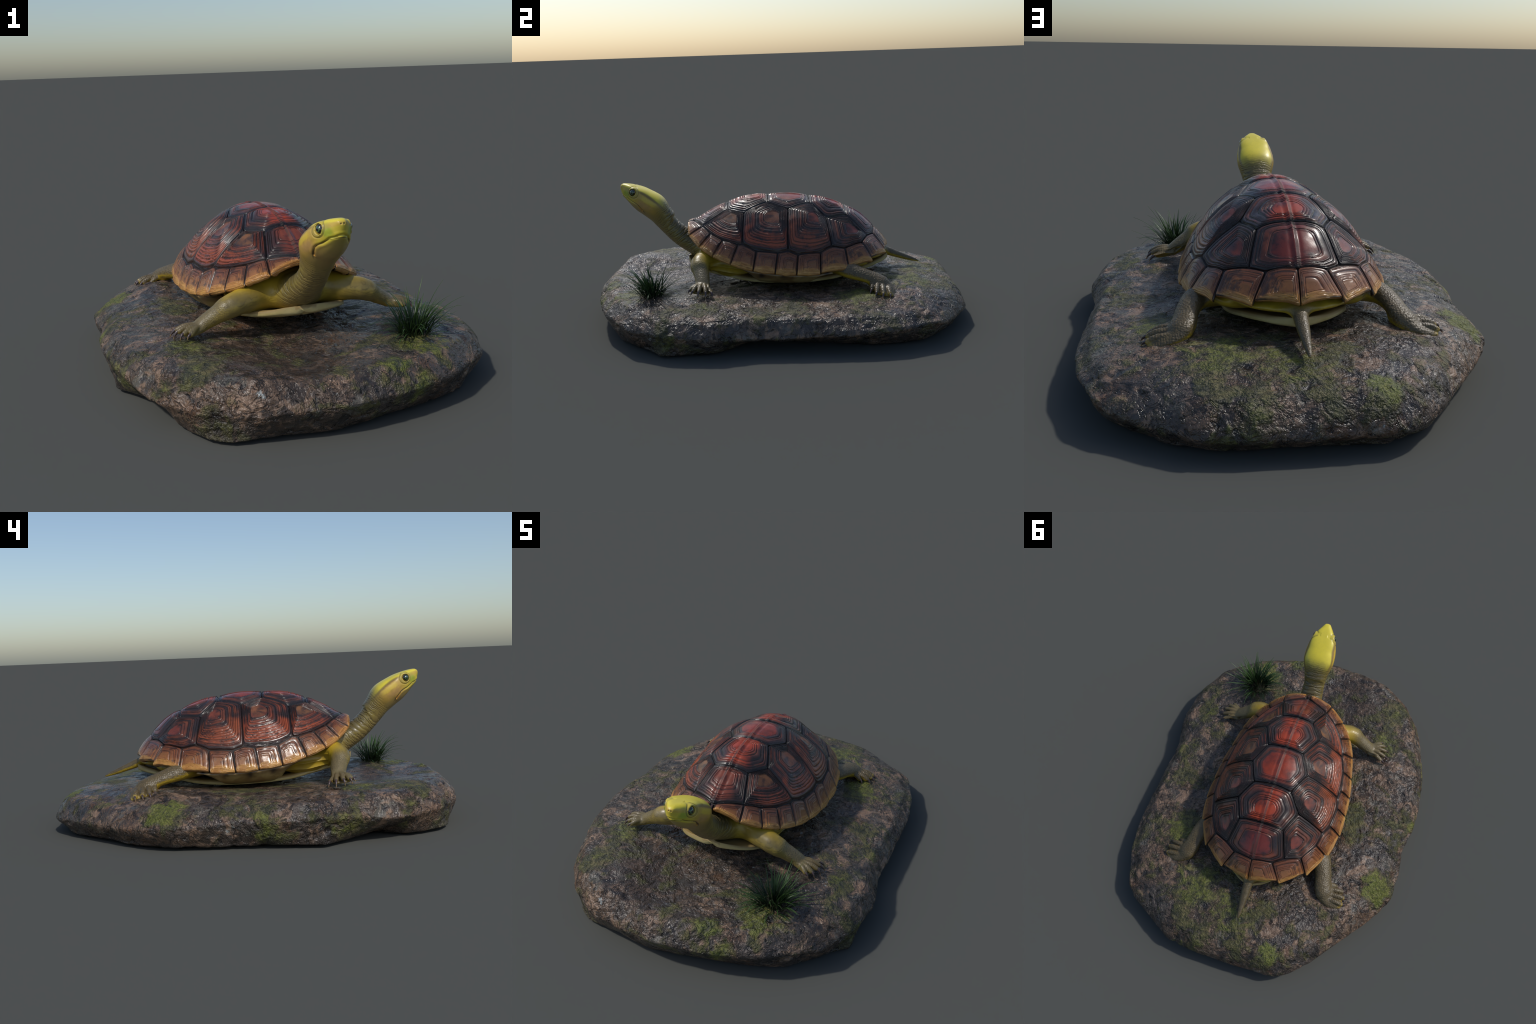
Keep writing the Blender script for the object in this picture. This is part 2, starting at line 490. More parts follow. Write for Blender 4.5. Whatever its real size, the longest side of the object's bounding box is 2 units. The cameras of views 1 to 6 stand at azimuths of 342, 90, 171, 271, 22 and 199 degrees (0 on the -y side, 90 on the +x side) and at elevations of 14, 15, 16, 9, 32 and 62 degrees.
def rock_material():
    N = Nodes("wet_mossy_stone")
    p = N.obj()
    x, y, z = N.sep(p)
    nz = N.sep(N.normal())[2]
    n1 = N.noise(p, 3.0, 4, .55, .4)
    n2 = N.noise(p, 8.0, 4, .58, .6)
    n3 = N.noise(p, 23, 4, .60, .5)
    n4 = N.noise(p, 75, 3, .62)
    n5 = N.noise(N.vadd(p, (1.3, 4.1, 2.2)), 13, 4, .60, .8)
    base = N.mix(N.step(n2 + (n3 - .5) * .25, .40, .58), (.050, .036, .027), (.140, .088, .056))
    base = N.mix(N.step(n1 + (n2 - .5) * .3, .47, .57) * .70, base, (.066, .055, .048))
    base = N.mix(N.step(n5 + (n3 - .5) * .25, .53, .62) * .80, base, (.235, .148, .095))
    base = N.mix(N.step(n3 + (n4 - .5) * .3, .56, .68) * .40, base, (.27, .185, .130))
    base = N.mix(N.step(n5 + (n3 - .5) * .3, .45, .36) * .85, base, (.022, .019, .018))
    base = N.mix(N.step(N.noise(p, 6.3, 4, .6), .57, .70) * .55, base, (.150, .072, .034))
    # thin broken cracks where noise fields pass through the middle
    ck = N.step((N.noise(p, 7.5, 4, .62, 1.0) - .5).abs(), .018, .003) * N.step(n3, .44, .56)
    ck2 = N.step((N.noise(N.vadd(p, (5.1, .7, 2.9)), 20, 3, .6, .9) - .5).abs(), .030, .006) * N.step(n2, .44, .56)
    pits = N.step(n3, .37, .30)
    dark = ck.max(ck2 * .8).max(pits)
    base = N.mix(dark * .85, base, (.014, .013, .013))
    # pale lichen flecks and greyish crusts
    base = N.mix(N.step(N.noise(N.vadd(p, (.3, 2.7, 1.3)), 9, 4, .6, .4) + (n4 - .5) * .4, .60, .68) * .45, base, (.165, .155, .125))
    lich = N.step(N.noise(N.vadd(p, (3.1, 1.7, .3)), 19, 4, .7), .67, .72)
    base = N.mix(lich * .75, base, (.38, .41, .40))
    # dark wet film in the front basin
    wet = N.step(N.dist(p, (-.18, -.68, .19)) + (n2 - .5) * .35, .32, .12)
    base = N.mix(wet * .6, base, (.046, .034, .028))
    # moss
    m = None
    wob = N.vadd(p, N.scale(N.vadd(N.noise(p, 8, 5, .7, out="Color"), (.5, .5, .5), "SUBTRACT"), .17))
    for sx, sy, sz, r, k in MOSS_SPOTS:
        d = N.step(N.dist(wob, (sx, sy, sz)), r * 1.6, r * .35) * k
        m = d if m is None else m.max(d)
    field = N.noise(N.vadd(p, (7.3, 2.2, 5.1)), 5.5, 4, .6, .6)
    m2 = m * .80 + N.step(field, .43, .64) * .70
    moss = N.step(m2 + (n3 - .5) * 1.1 + (n2 - .5) * 1.3 + (n4 - .5) * .4, .36, .84)
    mcol = N.mix(N.step(n3, .40, .60), (.034, .038, .013), (.098, .096, .024))
    mcol = N.mix(N.step(n5, .5, .62) * .40, mcol, (.125, .112, .040))
    mcol = N.mix(N.step(m + (n3 - .5) * 1.4, .62, 1.05) * .85, mcol, (.135, .160, .015))
    mcol = N.mix(N.step(n4, .50, .64) * .45, mcol, (.016, .020, .009))
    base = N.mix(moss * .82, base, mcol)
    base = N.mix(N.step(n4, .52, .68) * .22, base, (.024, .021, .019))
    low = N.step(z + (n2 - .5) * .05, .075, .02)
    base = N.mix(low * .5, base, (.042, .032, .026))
    hgt = n2 * 1.0 + n3 * .50 + n4 * .10 - dark * .15 + moss * n4 * .2
    b = N.bump(hgt, 1.0, .034)
    b = N.bump(N.noise(p, 190, 3, .6), .20, .004, b)
    rough = .30 + moss * .28 + (n5 - .5) * .7 - wet * .06
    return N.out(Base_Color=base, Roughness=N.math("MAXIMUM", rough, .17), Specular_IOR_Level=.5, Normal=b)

def grass_material():
    N = Nodes("grass_blade_green")
    x, y, z = N.sep(N.obj())
    r = N.random()
    n = N.noise(N.obj(), 60, 2)
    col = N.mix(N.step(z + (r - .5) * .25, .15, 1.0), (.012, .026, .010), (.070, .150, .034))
    col = N.mix(r * .4, col, (.030, .060, .022))
    col = N.mix(N.step(z + n * .2, .95, 1.15) * .6, col, (.12, .13, .03))
    N.set("Base Color", col); N.set("Roughness", .38); N.set("Specular IOR Level", .5)
    tr = N.t.nodes.new("ShaderNodeBsdfTranslucent")
    N.put(tr, "Color", N.mix(.5, col, (.08, .16, .02)))
    ms = N.t.nodes.new("ShaderNodeMixShader")
    ms.inputs[0].default_value = .22
    N.t.links.new(N.bsdf.outputs[0], ms.inputs[1]); N.t.links.new(tr.outputs[0], ms.inputs[2])
    N.t.links.new(ms.outputs[0], N.t.nodes["Material Output"].inputs["Surface"])
    return N.mat

# ----------------------------------------------------------------------------------------------
# BOULDER
# ----------------------------------------------------------------------------------------------
# plan outlines of the widest girdle and of the foot (corners of the broken faces), then every 15 degrees
# from +x the height of the girdle and the height of the top edge
ROCK_OUTLINE = [(.735, .015), (.742, .20), (.745, .37), (.728, .538), (.655, .745), (.575, .825), (.34, .965), (.205, .985), (-.04, .99), (-.248, .992), (-.335, .945), (-.42, .865),
                (-.64, .575), (-.722, .455), (-.752, .385), (-.758, .24), (-.740, .11), (-.768, -.03), (-.775, -.20), (-.752, -.37), (-.70, -.55), (-.635, -.715), (-.535, -.850), (-.39, -.955), (-.17, -1.0), (-.03, -1.01),
                (.17, -.985), (.305, -.950), (.43, -.905), (.635, -.760), (.73, -.585), (.762, -.375), (.722, -.185)]
ROCK_FOOT = [(-.70, .34), (-.70, .0), (-.735, -.31), (-.60, -.45), (-.50, -.53), (-.575, -.69), (-.480, -.895), (-.06, -.935), (.25, -.88), (.49, -.81), (.715, -.58), (.70, -.32), (.55, -.14), (.56, .0),
             (.66, .43), (.63, .67), (.43, .86), (.27, .92), (.0, .92), (-.20, .945), (-.36, .865), (-.50, .67), (-.60, .56)]
ROCK_GIRTH_Z = [.085, .09, .095, .10, .075, .07, .07, .07, .08, .08, .09, .10, .115, .12, .12, .105, .105, .115, .12, .115, .115, .10, .095, .085]
ROCK_EDGE_Z = [.164, .16, .158, .155, .158, .164, .17, .172, .168, .16, .152, .165, .18, .19, .196, .197, .208, .205, .197, .20, .195, .182, .172, .167]
ROCK_TOP = [(0, 0, .182), (.3, 0, .188), (-.3, 0, .188), (.385, -.65, .203), (-.47, -.456, .211), (.52, -.40, .210), (-.52, .52, .188),
            (.52, .52, .186), (-.118, .66, .215), (.386, .707, .194), (0, .4, .195), (-.16, -.70, .178), (0, -.55, .182), (.1, -.76, .188), (-.36, -.79, .222),
            (.182, -.895, .205), (-.55, .2, .20), (.574, .116, .176), (.2, .3, .19), (-.2, .3, .19), (.25, -.35, .19), (-.25, -.35, .19)]

def periodic(vals, theta, soften=.35):
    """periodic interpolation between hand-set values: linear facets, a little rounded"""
    v = np.asarray(vals, float)
    n = len(v)
    t = (theta / (2 * np.pi) * n) % n
    i = np.floor(t).astype(int)
    f = t - i
    f = (1 - soften) * f + soften * f * f * (3 - 2 * f)
    return v[i % n] * (1 - f) + v[(i + 1) % n] * f

def outline_radius(poly, theta):
    """distance from the centre to a closed polygon along each direction"""
    P = np.array(poly); A, E = P, np.roll(P, -1, 0) - P
    d = np.stack([np.cos(theta), np.sin(theta)], 1)
    den = d[:, None, 0] * E[None, :, 1] - d[:, None, 1] * E[None, :, 0]
    den = np.where(np.abs(den) < 1e-9, 1e-9, den)
    r = (A[None, :, 0] * E[None, :, 1] - A[None, :, 1] * E[None, :, 0]) / den
    u = (A[None, :, 0] * d[:, None, 1] - A[None, :, 1] * d[:, None, 0]) / den
    return np.where((r > 0) & (u >= -1e-6) & (u <= 1 + 1e-6), r, 9).min(1)

ROCK = {}
def build_rock(mat):
    NT, NV = 840, 330
    th = np.arange(NT) / NT * 2 * np.pi
    ang = np.arange(24) * np.pi / 12
    gz = periodic(ROCK_GIRTH_Z, th)
    girth, foot = outline_radius(ROCK_OUTLINE, th), outline_radius(ROCK_FOOT, th)
    for _ in range(8):
        girth, foot = (.5 * a + .25 * (np.roll(a, 1) + np.roll(a, -1)) for a in (girth, foot))
    foot = np.minimum(foot, girth * .982)
    edge_pts = [(.925 * r * math.cos(a), .925 * r * math.sin(a), z) for r, a, z in zip(outline_radius(ROCK_OUTLINE, ang), ang, ROCK_EDGE_Z)]
    top = Surface2D(ROCK_TOP + edge_pts)
    ROCK["top"] = top
    # radial profile outside the top edge: (fraction of girth, height)
    nprof = 150
    R = np.empty((NT, NV)); Z = np.empty((NT, NV))
    nin = NV - nprof
    rin = np.linspace(0, 1, nin) ** .8 * .925
    ct, st = np.cos(th), np.sin(th)
    R[:, :nin] = rin[None] * girth[:, None]
    pts = np.stack([(R[:, :nin] * ct[:, None]).ravel(), (R[:, :nin] * st[:, None]).ravel()], 1)
    Z[:, :nin] = top(pts).reshape(NT, nin)
    slope = (Z[:, nin - 1] - Z[:, nin - 4])
    for k in range(NT):
        fr = foot[k] / girth[k]
        e = Z[k, nin - 1]
        prof = [(.86, e - slope[k]), (.925, e), (.968, e - .024 - .10 * (e - gz[k])), (1.0, gz[k] + .010), (.996, gz[k] - .016), (.45 + .55 * fr, .030), (fr, .005), (fr * .88, .0), (fr * .5, .004), (.02, .004)]
        c = catmull(prof, nprof * 3)
        L = np.concatenate([[0], np.cumsum(np.linalg.norm(np.diff(c * [girth[k], 1], axis=0), axis=1) * np.where(c[1:, 1] < .006, .25, 1.))])
        i0 = np.argmin(np.abs(np.arange(len(c)) - len(c) / 9))
        s = np.linspace(L[i0], L[-1], nprof + 1)[1:]
        R[k, nin:] = np.interp(s, L, c[:, 0]) * girth[k]
        Z[k, nin:] = np.interp(s, L, c[:, 1])
    P = np.stack([R * ct[:, None], R * st[:, None], Z], -1)
    # relief along the normals
    du = np.roll(P, -1, 0) - np.roll(P, 1, 0)
    dv = np.gradient(P, axis=1)
    n = np.cross(dv, du)
    n /= np.linalg.norm(n, axis=-1, keepdims=True) + 1e-9
    n[:, 0] = (0, 0, 1)
    n *= np.where((n[..., 2:3] * 0 + 1) > 0, 1, 1)
    if n[:, 5, 2].mean() < 0:
        n = -n
    q = P.reshape(-1, 3)
    outer = smoothstep(.72, .98, (R / girth[:, None]).ravel())
    d = .006 * fbm(q * 3.1, 2, 11) * (.4 + .8 * outer)
    rough = smoothstep(-.05, .35, fbm(q * 3.1 + 9, 2, 33))          # broken areas between smooth worn ones
    d += (.0018 + .0032 * rough) * fbm(q * 9, 3, 23, .45)
    d -= .008 * smoothstep(.70, .96, fbm(q * [4.5, 4.5, 7], 3, 41, .5, True)) * (.4 + .5 * outer)
    d += rough * (.0030 * fbm(q * 26, 3, 57, .55) + .0032 * smoothstep(.05, .5, fbm(q * 17, 2, 71)))
    d -= rough * .006 * smoothstep(.40, .75, fbm(q * 13, 3, 83)) * (.4 + .7 * outer)
    facet = fbm(q * 2.1 + 5, 2, 91)
    d += .012 * (np.round(facet * 4) / 4 - facet) * outer
    q = q + n.reshape(-1, 3) * d[:, None]
    q[:, 2] -= q[:, 2].min()
    # fit the long side to 2 m, centred
    q[:, 1] = (q[:, 1] - (q[:, 1].max() + q[:, 1].min()) / 2) * (2.0 / np.ptp(q[:, 1]))
    q[:, 0] -= (q[:, 0].max() + q[:, 0].min()) / 2 * .8
    f = grid_faces(NT, NV, True)
    me = mesh_from("boulder", q, f[:, ::-1] if n[:, 5, 2].mean() > 0 else f)
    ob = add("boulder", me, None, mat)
    bm = bmesh.new(); bm.from_mesh(me)
    bmesh.ops.remove_doubles(bm, verts=[v for v in bm.verts if abs(v.co.x) < .02 and abs(v.co.y) < .02], dist=.004)
    bmesh.ops.recalc_face_normals(bm, faces=bm.faces)
    bm.to_mesh(me); bm.free()
    me.polygons.foreach_set("use_smooth", np.ones(len(me.polygons), bool))
    ob["label"] = "low rounded mossy boulder, wet brown grey stone"
    ob["category"] = "rock"
    return ob

# ----------------------------------------------------------------------------------------------
# CARAPACE
# ----------------------------------------------------------------------------------------------
KEEL = [(-.490, .503), (-.460, .510), (-.353, .563), (-.271, .600), (-.159, .632), (-.06, .638), (.056, .639), (.17, .624), (.26, .608), (.37, .563), (.451, .520), (.534, .441), (.591, .377), (.616, .334)]
INNER = [(0, -.460, .510), (.128, -.403, .501), (.191, -.357, .475), (.243, -.292, .452), (.281, -.213, .434), (.313, -.117, .404), (.329, -.006, .395),
         (.339, .097, .384), (.331, .213, .390), (.291, .343, .399), (.237, .439, .411), (.105, .515, .427), (0, .534, .441)]
RIM = [(0, -.490, .503), (.138, -.479, .456), (.226, -.421, .411), (.288, -.350, .375), (.331, -.255, .340), (.359, -.138, .309), (.380, -.025, .295),
       (.386, .085, .287), (.388, .209, .287), (.359, .357, .298), (.283, .496, .318), (.157, .585, .329), (0, .616, .334)]
RIM_TUCK = [0, 0, 0, 0, 0, 0, 0, 0, .003, .008, .012, .012, 0]     # how far the next marginal starts inside the last one's corner
SIDE = {"v12": (.088, -.265, .583), "v2": (.151, -.178, .573), "v23": (.098, -.046, .617), "v3": (.152, .0575, .588), "v34": (.102, .18, .606),
        "v4": (.166, .258, .5375), "v45": (.120, .373, .535), "v5": (.158, .478, .430), "c12": (.283, -.189, .437), "c23": (.326, .047, .403), "c34": (.306, .274, .414)}

def shell_surface():
    pts = [(0, y, z) for y, z in KEEL]
    for p in INNER[1:-1] + RIM[1:-1] + list(SIDE.values()):
        pts += [p, (-p[0], p[1], p[2])]
    for x, y, z in ((.19, -.024, .555), (.205, .196, .540), (.187, .409, .462), (.158, -.233, .550)):
        pts += [(x, y, z), (-x, y, z)]
    return Surface2D(pts)

def gauge(q, edges, c=.17):
    g = None
    for e in edges:
        d = q @ e
        if g is None:
            g = d
        else:
            h = np.maximum(c - np.abs(g - d), 0) / c
            g = np.maximum(g, d) + h ** 3 * c / 6
    return g

def build_carapace(turtle, mats):
    Zs = shell_surface()
    shell = None
    # ---- dark horn base under the scutes, with its rolled rim and yellow underside
    NA, NR = 240, 40
    rim = np.array(RIM)
    half = catmull(rim[:, :2], 240)
    loop = np.vstack([half, half[-2:0:-1] * [-1, 1]])
    c0 = np.array([0, .06])
    t = np.linspace(0.02, .958, NR)
    V, rows = [], []
    for k in t:
        xy = c0 + (loop - c0) * k
        V.append(np.column_stack([xy, Zs(xy) - .0085]))
    edge = c0 + (loop - c0) * .958
    ez = Zs(edge)
    for k, dz in ((.958, -.015), (.945, -.018), (.90, -.012), (.82, .012), (.70, .030)):
        xy = c0 + (loop - c0) * k
        V.append(np.column_stack([xy, np.minimum(ez + dz, Zs(xy) - .012)]))
    V = np.stack(V, 1)                       # (loop, rows, 3)
    f = grid_faces(len(loop), V.shape[1], True)
    me = mesh_from("carapace", V.reshape(-1, 3), f)
    shell = add("carapace", me, turtle)
    me.materials.append(mats["seam"]); me.materials.append(mats["underrim"])
    col_of = (f.min(1) % V.shape[1]) >= NR
    me.polygons.foreach_set("material_index", col_of.astype(np.int32))
    bm = bmesh.new(); bm.from_mesh(me); bmesh.ops.recalc_face_normals(bm, faces=bm.faces); bm.to_mesh(me); bm.free()

    def scute(poly, areola, kind, side=1, na=132, nr=34, rim_edges=()):
        poly = np.array([p[:2] for p in poly], float)
        c = np.array(areola, float)
        # orient anticlockwise
        a = poly - c
        if np.sum(a[:, 0] * np.roll(a[:, 1], -1) - a[:, 1] * np.roll(a[:, 0], -1)) < 0:
            poly = poly[::-1]
        a, b = poly - c, np.roll(poly, -1, 0) - c
        edges = []
        for i in range(len(poly)):
            e = b[i] - a[i]
            nrm = np.array([e[1], -e[0]]) / np.linalg.norm(e)
            edges.append(nrm / (nrm @ a[i]))
        edges = np.array(edges)[:7]
        # boundary samples in proportion to length, corners kept slightly rounded
        seg = np.linalg.norm(b - a, axis=1)
        L = np.concatenate([[0], np.cumsum(seg)])
        s = (np.arange(na) + .5) / na * L[-1]
        bx = np.interp(s, L, np.append(a[:, 0], a[0, 0])); by = np.interp(s, L, np.append(a[:, 1], a[0, 1]))
        B = np.stack([bx, by], 1)
        for _ in range(2):
            B = .5 * B + .25 * (np.roll(B, 1, 0) + np.roll(B, -1, 0))
        size = math.sqrt(abs(np.sum(a[:, 0] * b[:, 1] - a[:, 1] * b[:, 0])) / 2)
        inset = 1 - .0013 / size
        tt = np.concatenate([np.linspace(0, .86, nr - 12)[1:] ** .9, np.linspace(.875, 1, 12)])
        q = (B[None] * (tt * inset)[:, None, None]).reshape(-1, 2)
        q = np.vstack([[0, 0], q])
        tpar = np.concatenate([[0], np.repeat(tt, na)])
        xy = q + c
        z, n = Zs(xy), Zs.normal(xy)
        g = gauge(q, edges)
        ar, rings, shift = kind["areola"], kind["rings"], kind["shift"]
        g = np.minimum(g, 1.02)
        u = np.maximum((g - ar) / (1 - ar), 0)
        ph = u * rings + .35 * np.sin(u * 9 + shift * 20)
        ridge = np.abs(np.sin(ph * np.pi)) ** .45 - .65
        amp = kind["relief"] * smoothstep(0, .05, u) * (.55 + .75 * smoothstep(-.35, .35, noise3(np.column_stack([xy, z]) * 9, 31)))
        off = amp * ridge + kind["dome"] * (1 - np.clip(g, 0, 1) ** 3) - .0048 * smoothstep(1 - .0075 / size, 1.0, tpar) ** 1.5
        off += .0009 * noise3(np.column_stack([xy, z]) * 30, 5) + .0012 * noise3(np.column_stack([xy, z]) * 13, 9)
        off -= kind.get("dimple", 0) * (1 - smoothstep(0, ar, g))
        if kind.get("keel"):
            kx = np.abs(xy[:, 0]) + .0016 * noise3(np.column_stack([xy * 25, z]), 3)
            off += .0038 * np.exp(-np.abs(kx / .0065) ** 1.6) - .0018 * np.exp(-((kx - .016) / .007) ** 2)
        P = np.column_stack([xy, z]) + n * off[:, None]
        # skirt: the scute's own thickness, rolled under on the free rim
        last = P[-na:]; nl = n[-na:]
        out = B / np.linalg.norm(B, axis=1, keepdims=True)
        out3 = np.column_stack([out, np.zeros(na)])
        thick = np.full(na, .008)
        if len(rim_edges):
            dirs = np.array(rim_edges)
            thick = np.where(gauge(B * .999, np.array([dirs])) > .93, .015, .008)[:, None] * 1.
            thick = thick.ravel()
        sk1 = last - nl * (thick * .35)[:, None] + out3 * .0016
        sk2 = last - nl * (thick * .75)[:, None] + out3 * .0006
        sk3 = last - nl * thick[:, None] - out3 * .004
        sk4 = last - nl * (thick * 1.02)[:, None] - out3 * .012
        P = np.vstack([P, sk1, sk2, sk3, sk4])
        nrow = len(tt) + 4
        F = [[0, 1 + k, 1 + (k + 1) % na] for k in range(na)]
        ring = 1 + np.arange(nrow * na).reshape(nrow, na)
        A_, B_ = ring[:-1], ring[1:]
        quads = np.stack([A_, B_, np.roll(B_, -1, 1), np.roll(A_, -1, 1)], -1).reshape(-1, 4)
        origin = np.array([c[0], c[1], float(Zs(c[None])[0])])
        me = mesh_from(kind["name"], P - origin, np.array(F + quads.tolist(), dtype=object))
        ob = add(kind["name"], me, shell, mats["scute"], origin)
        for i, slot in enumerate(EDGE_SLOTS):
            e = edges[i] if i < len(edges) else (0, 0)
            ob[slot] = [float(e[0]), float(e[1]), 0.0]
        for k in ("areola", "rings", "shift", "streak", "blotch", "rim", "rim_start"):
            ob[k] = float(kind.get(k, 0))
        for k in ("tint_centre", "tint_outer", "tint_dark", "tint_streak"):
            ob[k] = [float(v) for v in kind[k]]
        lat = kind["lateral"]
        ob["lateral"] = [lat[0] * side, lat[1], 0.0]
        rw = kind.get("rimward", (0, 0))
        ob["rimward"] = [float(rw[0]), float(rw[1]), 0.0]
        return ob

    def kind(name, **kw):
        d = dict(name=name, areola=.30, rings=8, shift=float(RNG.random()), relief=.0022, dome=.004, streak=0, blotch=.6, rim=0, lateral=(0, 0),
                 tint_centre=(.14, .046, .022), tint_outer=(.29, .068, .024), tint_dark=(.027, .018, .016), tint_streak=(.33, .046, .015))
        d.update(kw)
        return d

    mir = lambda p: (-p[0], p[1])
    V = SIDE
    # ---- vertebral scutes
    verts = [
        ([INNER[0], INNER[1], V["v12"], (0, -.272), mir(V["v12"]), mir(INNER[1])], (0, -.318), dict(rings=6, streak=.75, areola=.36, tint_centre=(.075, .035, .022), tint_outer=(.085, .028, .020), tint_streak=(.22, .045, .020), blotch=.5)),
        ([V["v12"], V["v2"], V["v23"], (0, -.048), mir(V["v23"]), mir(V["v2"]), mir(V["v12"])], (0, -.118), dict(rings=6, streak=1., areola=.34, tint_centre=(.21, .038, .024), blotch=.45)),
        ([V["v23"], V["v3"], V["v34"], (0, .172), mir(V["v34"]), mir(V["v3"]), mir(V["v23"])], (0, .075), dict(rings=4, streak=.4, areola=.62, tint_centre=(.225, .036, .017), blotch=.3, tint_dark=(.034, .022, .021))),
        ([V["v34"], V["v4"], V["v45"], (0, .372), mir(V["v45"]), mir(V["v4"]), mir(V["v34"])], (0, .315), dict(rings=6, streak=.95, areola=.34, tint_centre=(.23, .036, .022), blotch=.6)),
        ([V["v45"], V["v5"], INNER[11], (0, .536), mir(INNER[11]), mir(V["v5"]), mir(V["v45"])], (0, .482), dict(rings=4, streak=.7, areola=.52, tint_centre=(.15, .026, .018), tint_streak=(.18, .030, .019), blotch=.6)),
    ]
    for poly, c, kw in verts:
        scute(poly, c, kind("vertebral_scute", keel=True, relief=.0034 + .0006 * (kw["rings"] > 5), dome=.0045, **kw), na=170, nr=64)
    # ---- costal, marginal scutes on both sides
    I, Rm = INNER, RIM
    for side in (1, -1):
        sx = lambda p: (p[0] * side, p[1])
        cost = [
            ([I[1], I[2], I[3], I[4], V["c12"], V["v2"], V["v12"]], (.155, -.232), (9, .34), (6.0, -3.5)),
            ([V["c12"], I[5], I[6], V["c23"], V["v3"], V["v23"], V["v2"]], (.186, -.012), (10, .30), (7., -1.6)),
            ([V["c23"], I[7], I[8], V["c34"], V["v4"], V["v34"], V["v3"]], (.198, .200), (11, .24), (7., -1.6)),
            ([V["c34"], I[9], I[10], V["v5"], V["v45"], V["v4"]], (.186, .405), (8, .30), (6., 2.5)),
        ]
        for k, (poly, c, (rings, ar), lat) in enumerate(cost):
            tc = [(.190, .080, .030), (.190, .068, .028), (.200, .048, .023), (.180, .038, .020)][k]
            scute([sx(p) for p in poly], sx(c), kind("costal_scute", rings=rings, areola=ar, lateral=lat, tint_centre=tc, relief=.0048, dome=.0050, dimple=.0012,
                  tint_outer=(.32, .066, .023) if k < 2 else (.27, .066, .024)), side, na=160, nr=80)
        for m in range(12):
            i0, i1, r0, r1 = (np.array(q[:2]) for q in (I[m], I[m + 1], Rm[m], Rm[m + 1]))
            mid = (r0 + r1) / 2
            outn = np.array([(r1 - r0)[1], -(r1 - r0)[0]]); outn /= np.linalg.norm(outn)
            if outn @ (mid - [0, .06]) < 0:
                outn = -outn
            r0 = r0 - outn * RIM_TUCK[m]
            rm = (r0 + r1) / 2 + outn * .003
            poly = [i0, i1, r1, rm, r0]
            if m == 0:                       # leave room for the small nuchal scute
                i0 = np.array([.008, -.462]); r0 = np.array([.011, -.490])
                poly = [i0, i1, r1, rm, r0]
            joint = {4: "c12", 6: "c23", 8: "c34", 10: "v5"}.get(m)
            if joint:                        # the costal seam meets this marginal's inner edge
                poly = [i0, np.array(V[joint][:2]), i1, r1, rm, r0]
            wdir = .5
            c = .24 * (i0 + i1) / 2 + .76 * (r0 + r1) / 2
            c = c + (r1 - r0) * .25
            width = outn @ (mid - (i0 + i1) / 2)
            rw = outn / (outn @ (mid - c))
            lat = outn * np.array([side, 1]) * 0
            kd = kind("marginal_scute", rings=5, areola=.30, relief=.0026, dome=.0060, rim=1, blotch=.35, rimward=(outn[0] * side / width, outn[1] / width), rim_start=1 - outn @ (mid - c) / width,
                      tint_centre=(.200, .085, .028), tint_outer=(.265, .085, .025), tint_dark=(.155, .050, .020))
            scute([sx(p) for p in poly], sx(c), kd, side, na=84, nr=30, rim_edges=(rw[0] * side, rw[1]))
    # ---- nuchal scute: a small wedge at the front of the midline
    scute([(.0065, -.464), (.009, -.492), (-.009, -.492), (-.0065, -.464)], (0, -.478), kind("nuchal_scute", rings=2, areola=.5, relief=.0004, dome=.002, tint_centre=(.06, .03, .02)), na=40, nr=20)
    return shell, Zs

# ----------------------------------------------------------------------------------------------
# PLASTRON AND BRIDGES
# ----------------------------------------------------------------------------------------------
PLASTRON = [  # y, half width, height of the lower face, how much the sides lift
    (-.492, .050, .285, .010), (-.480, .105, .281, .010), (-.455, .155, .270, .012), (-.41, .200, .255, .016), (-.36, .216, .242, .020), (-.28, .220, .222, .020), (-.18, .228, .203, .014), (-.06, .240, .193, .012),
    (.08, .245, .190, .010), (.2, .236, .192, .010), (.30, .226, .200, .012), (.40, .205, .216, .016), (.49, .160, .233, .016), (.55, .115, .245, .013), (.59, .07, .254, .010), (.612, .025, .259, .008)]

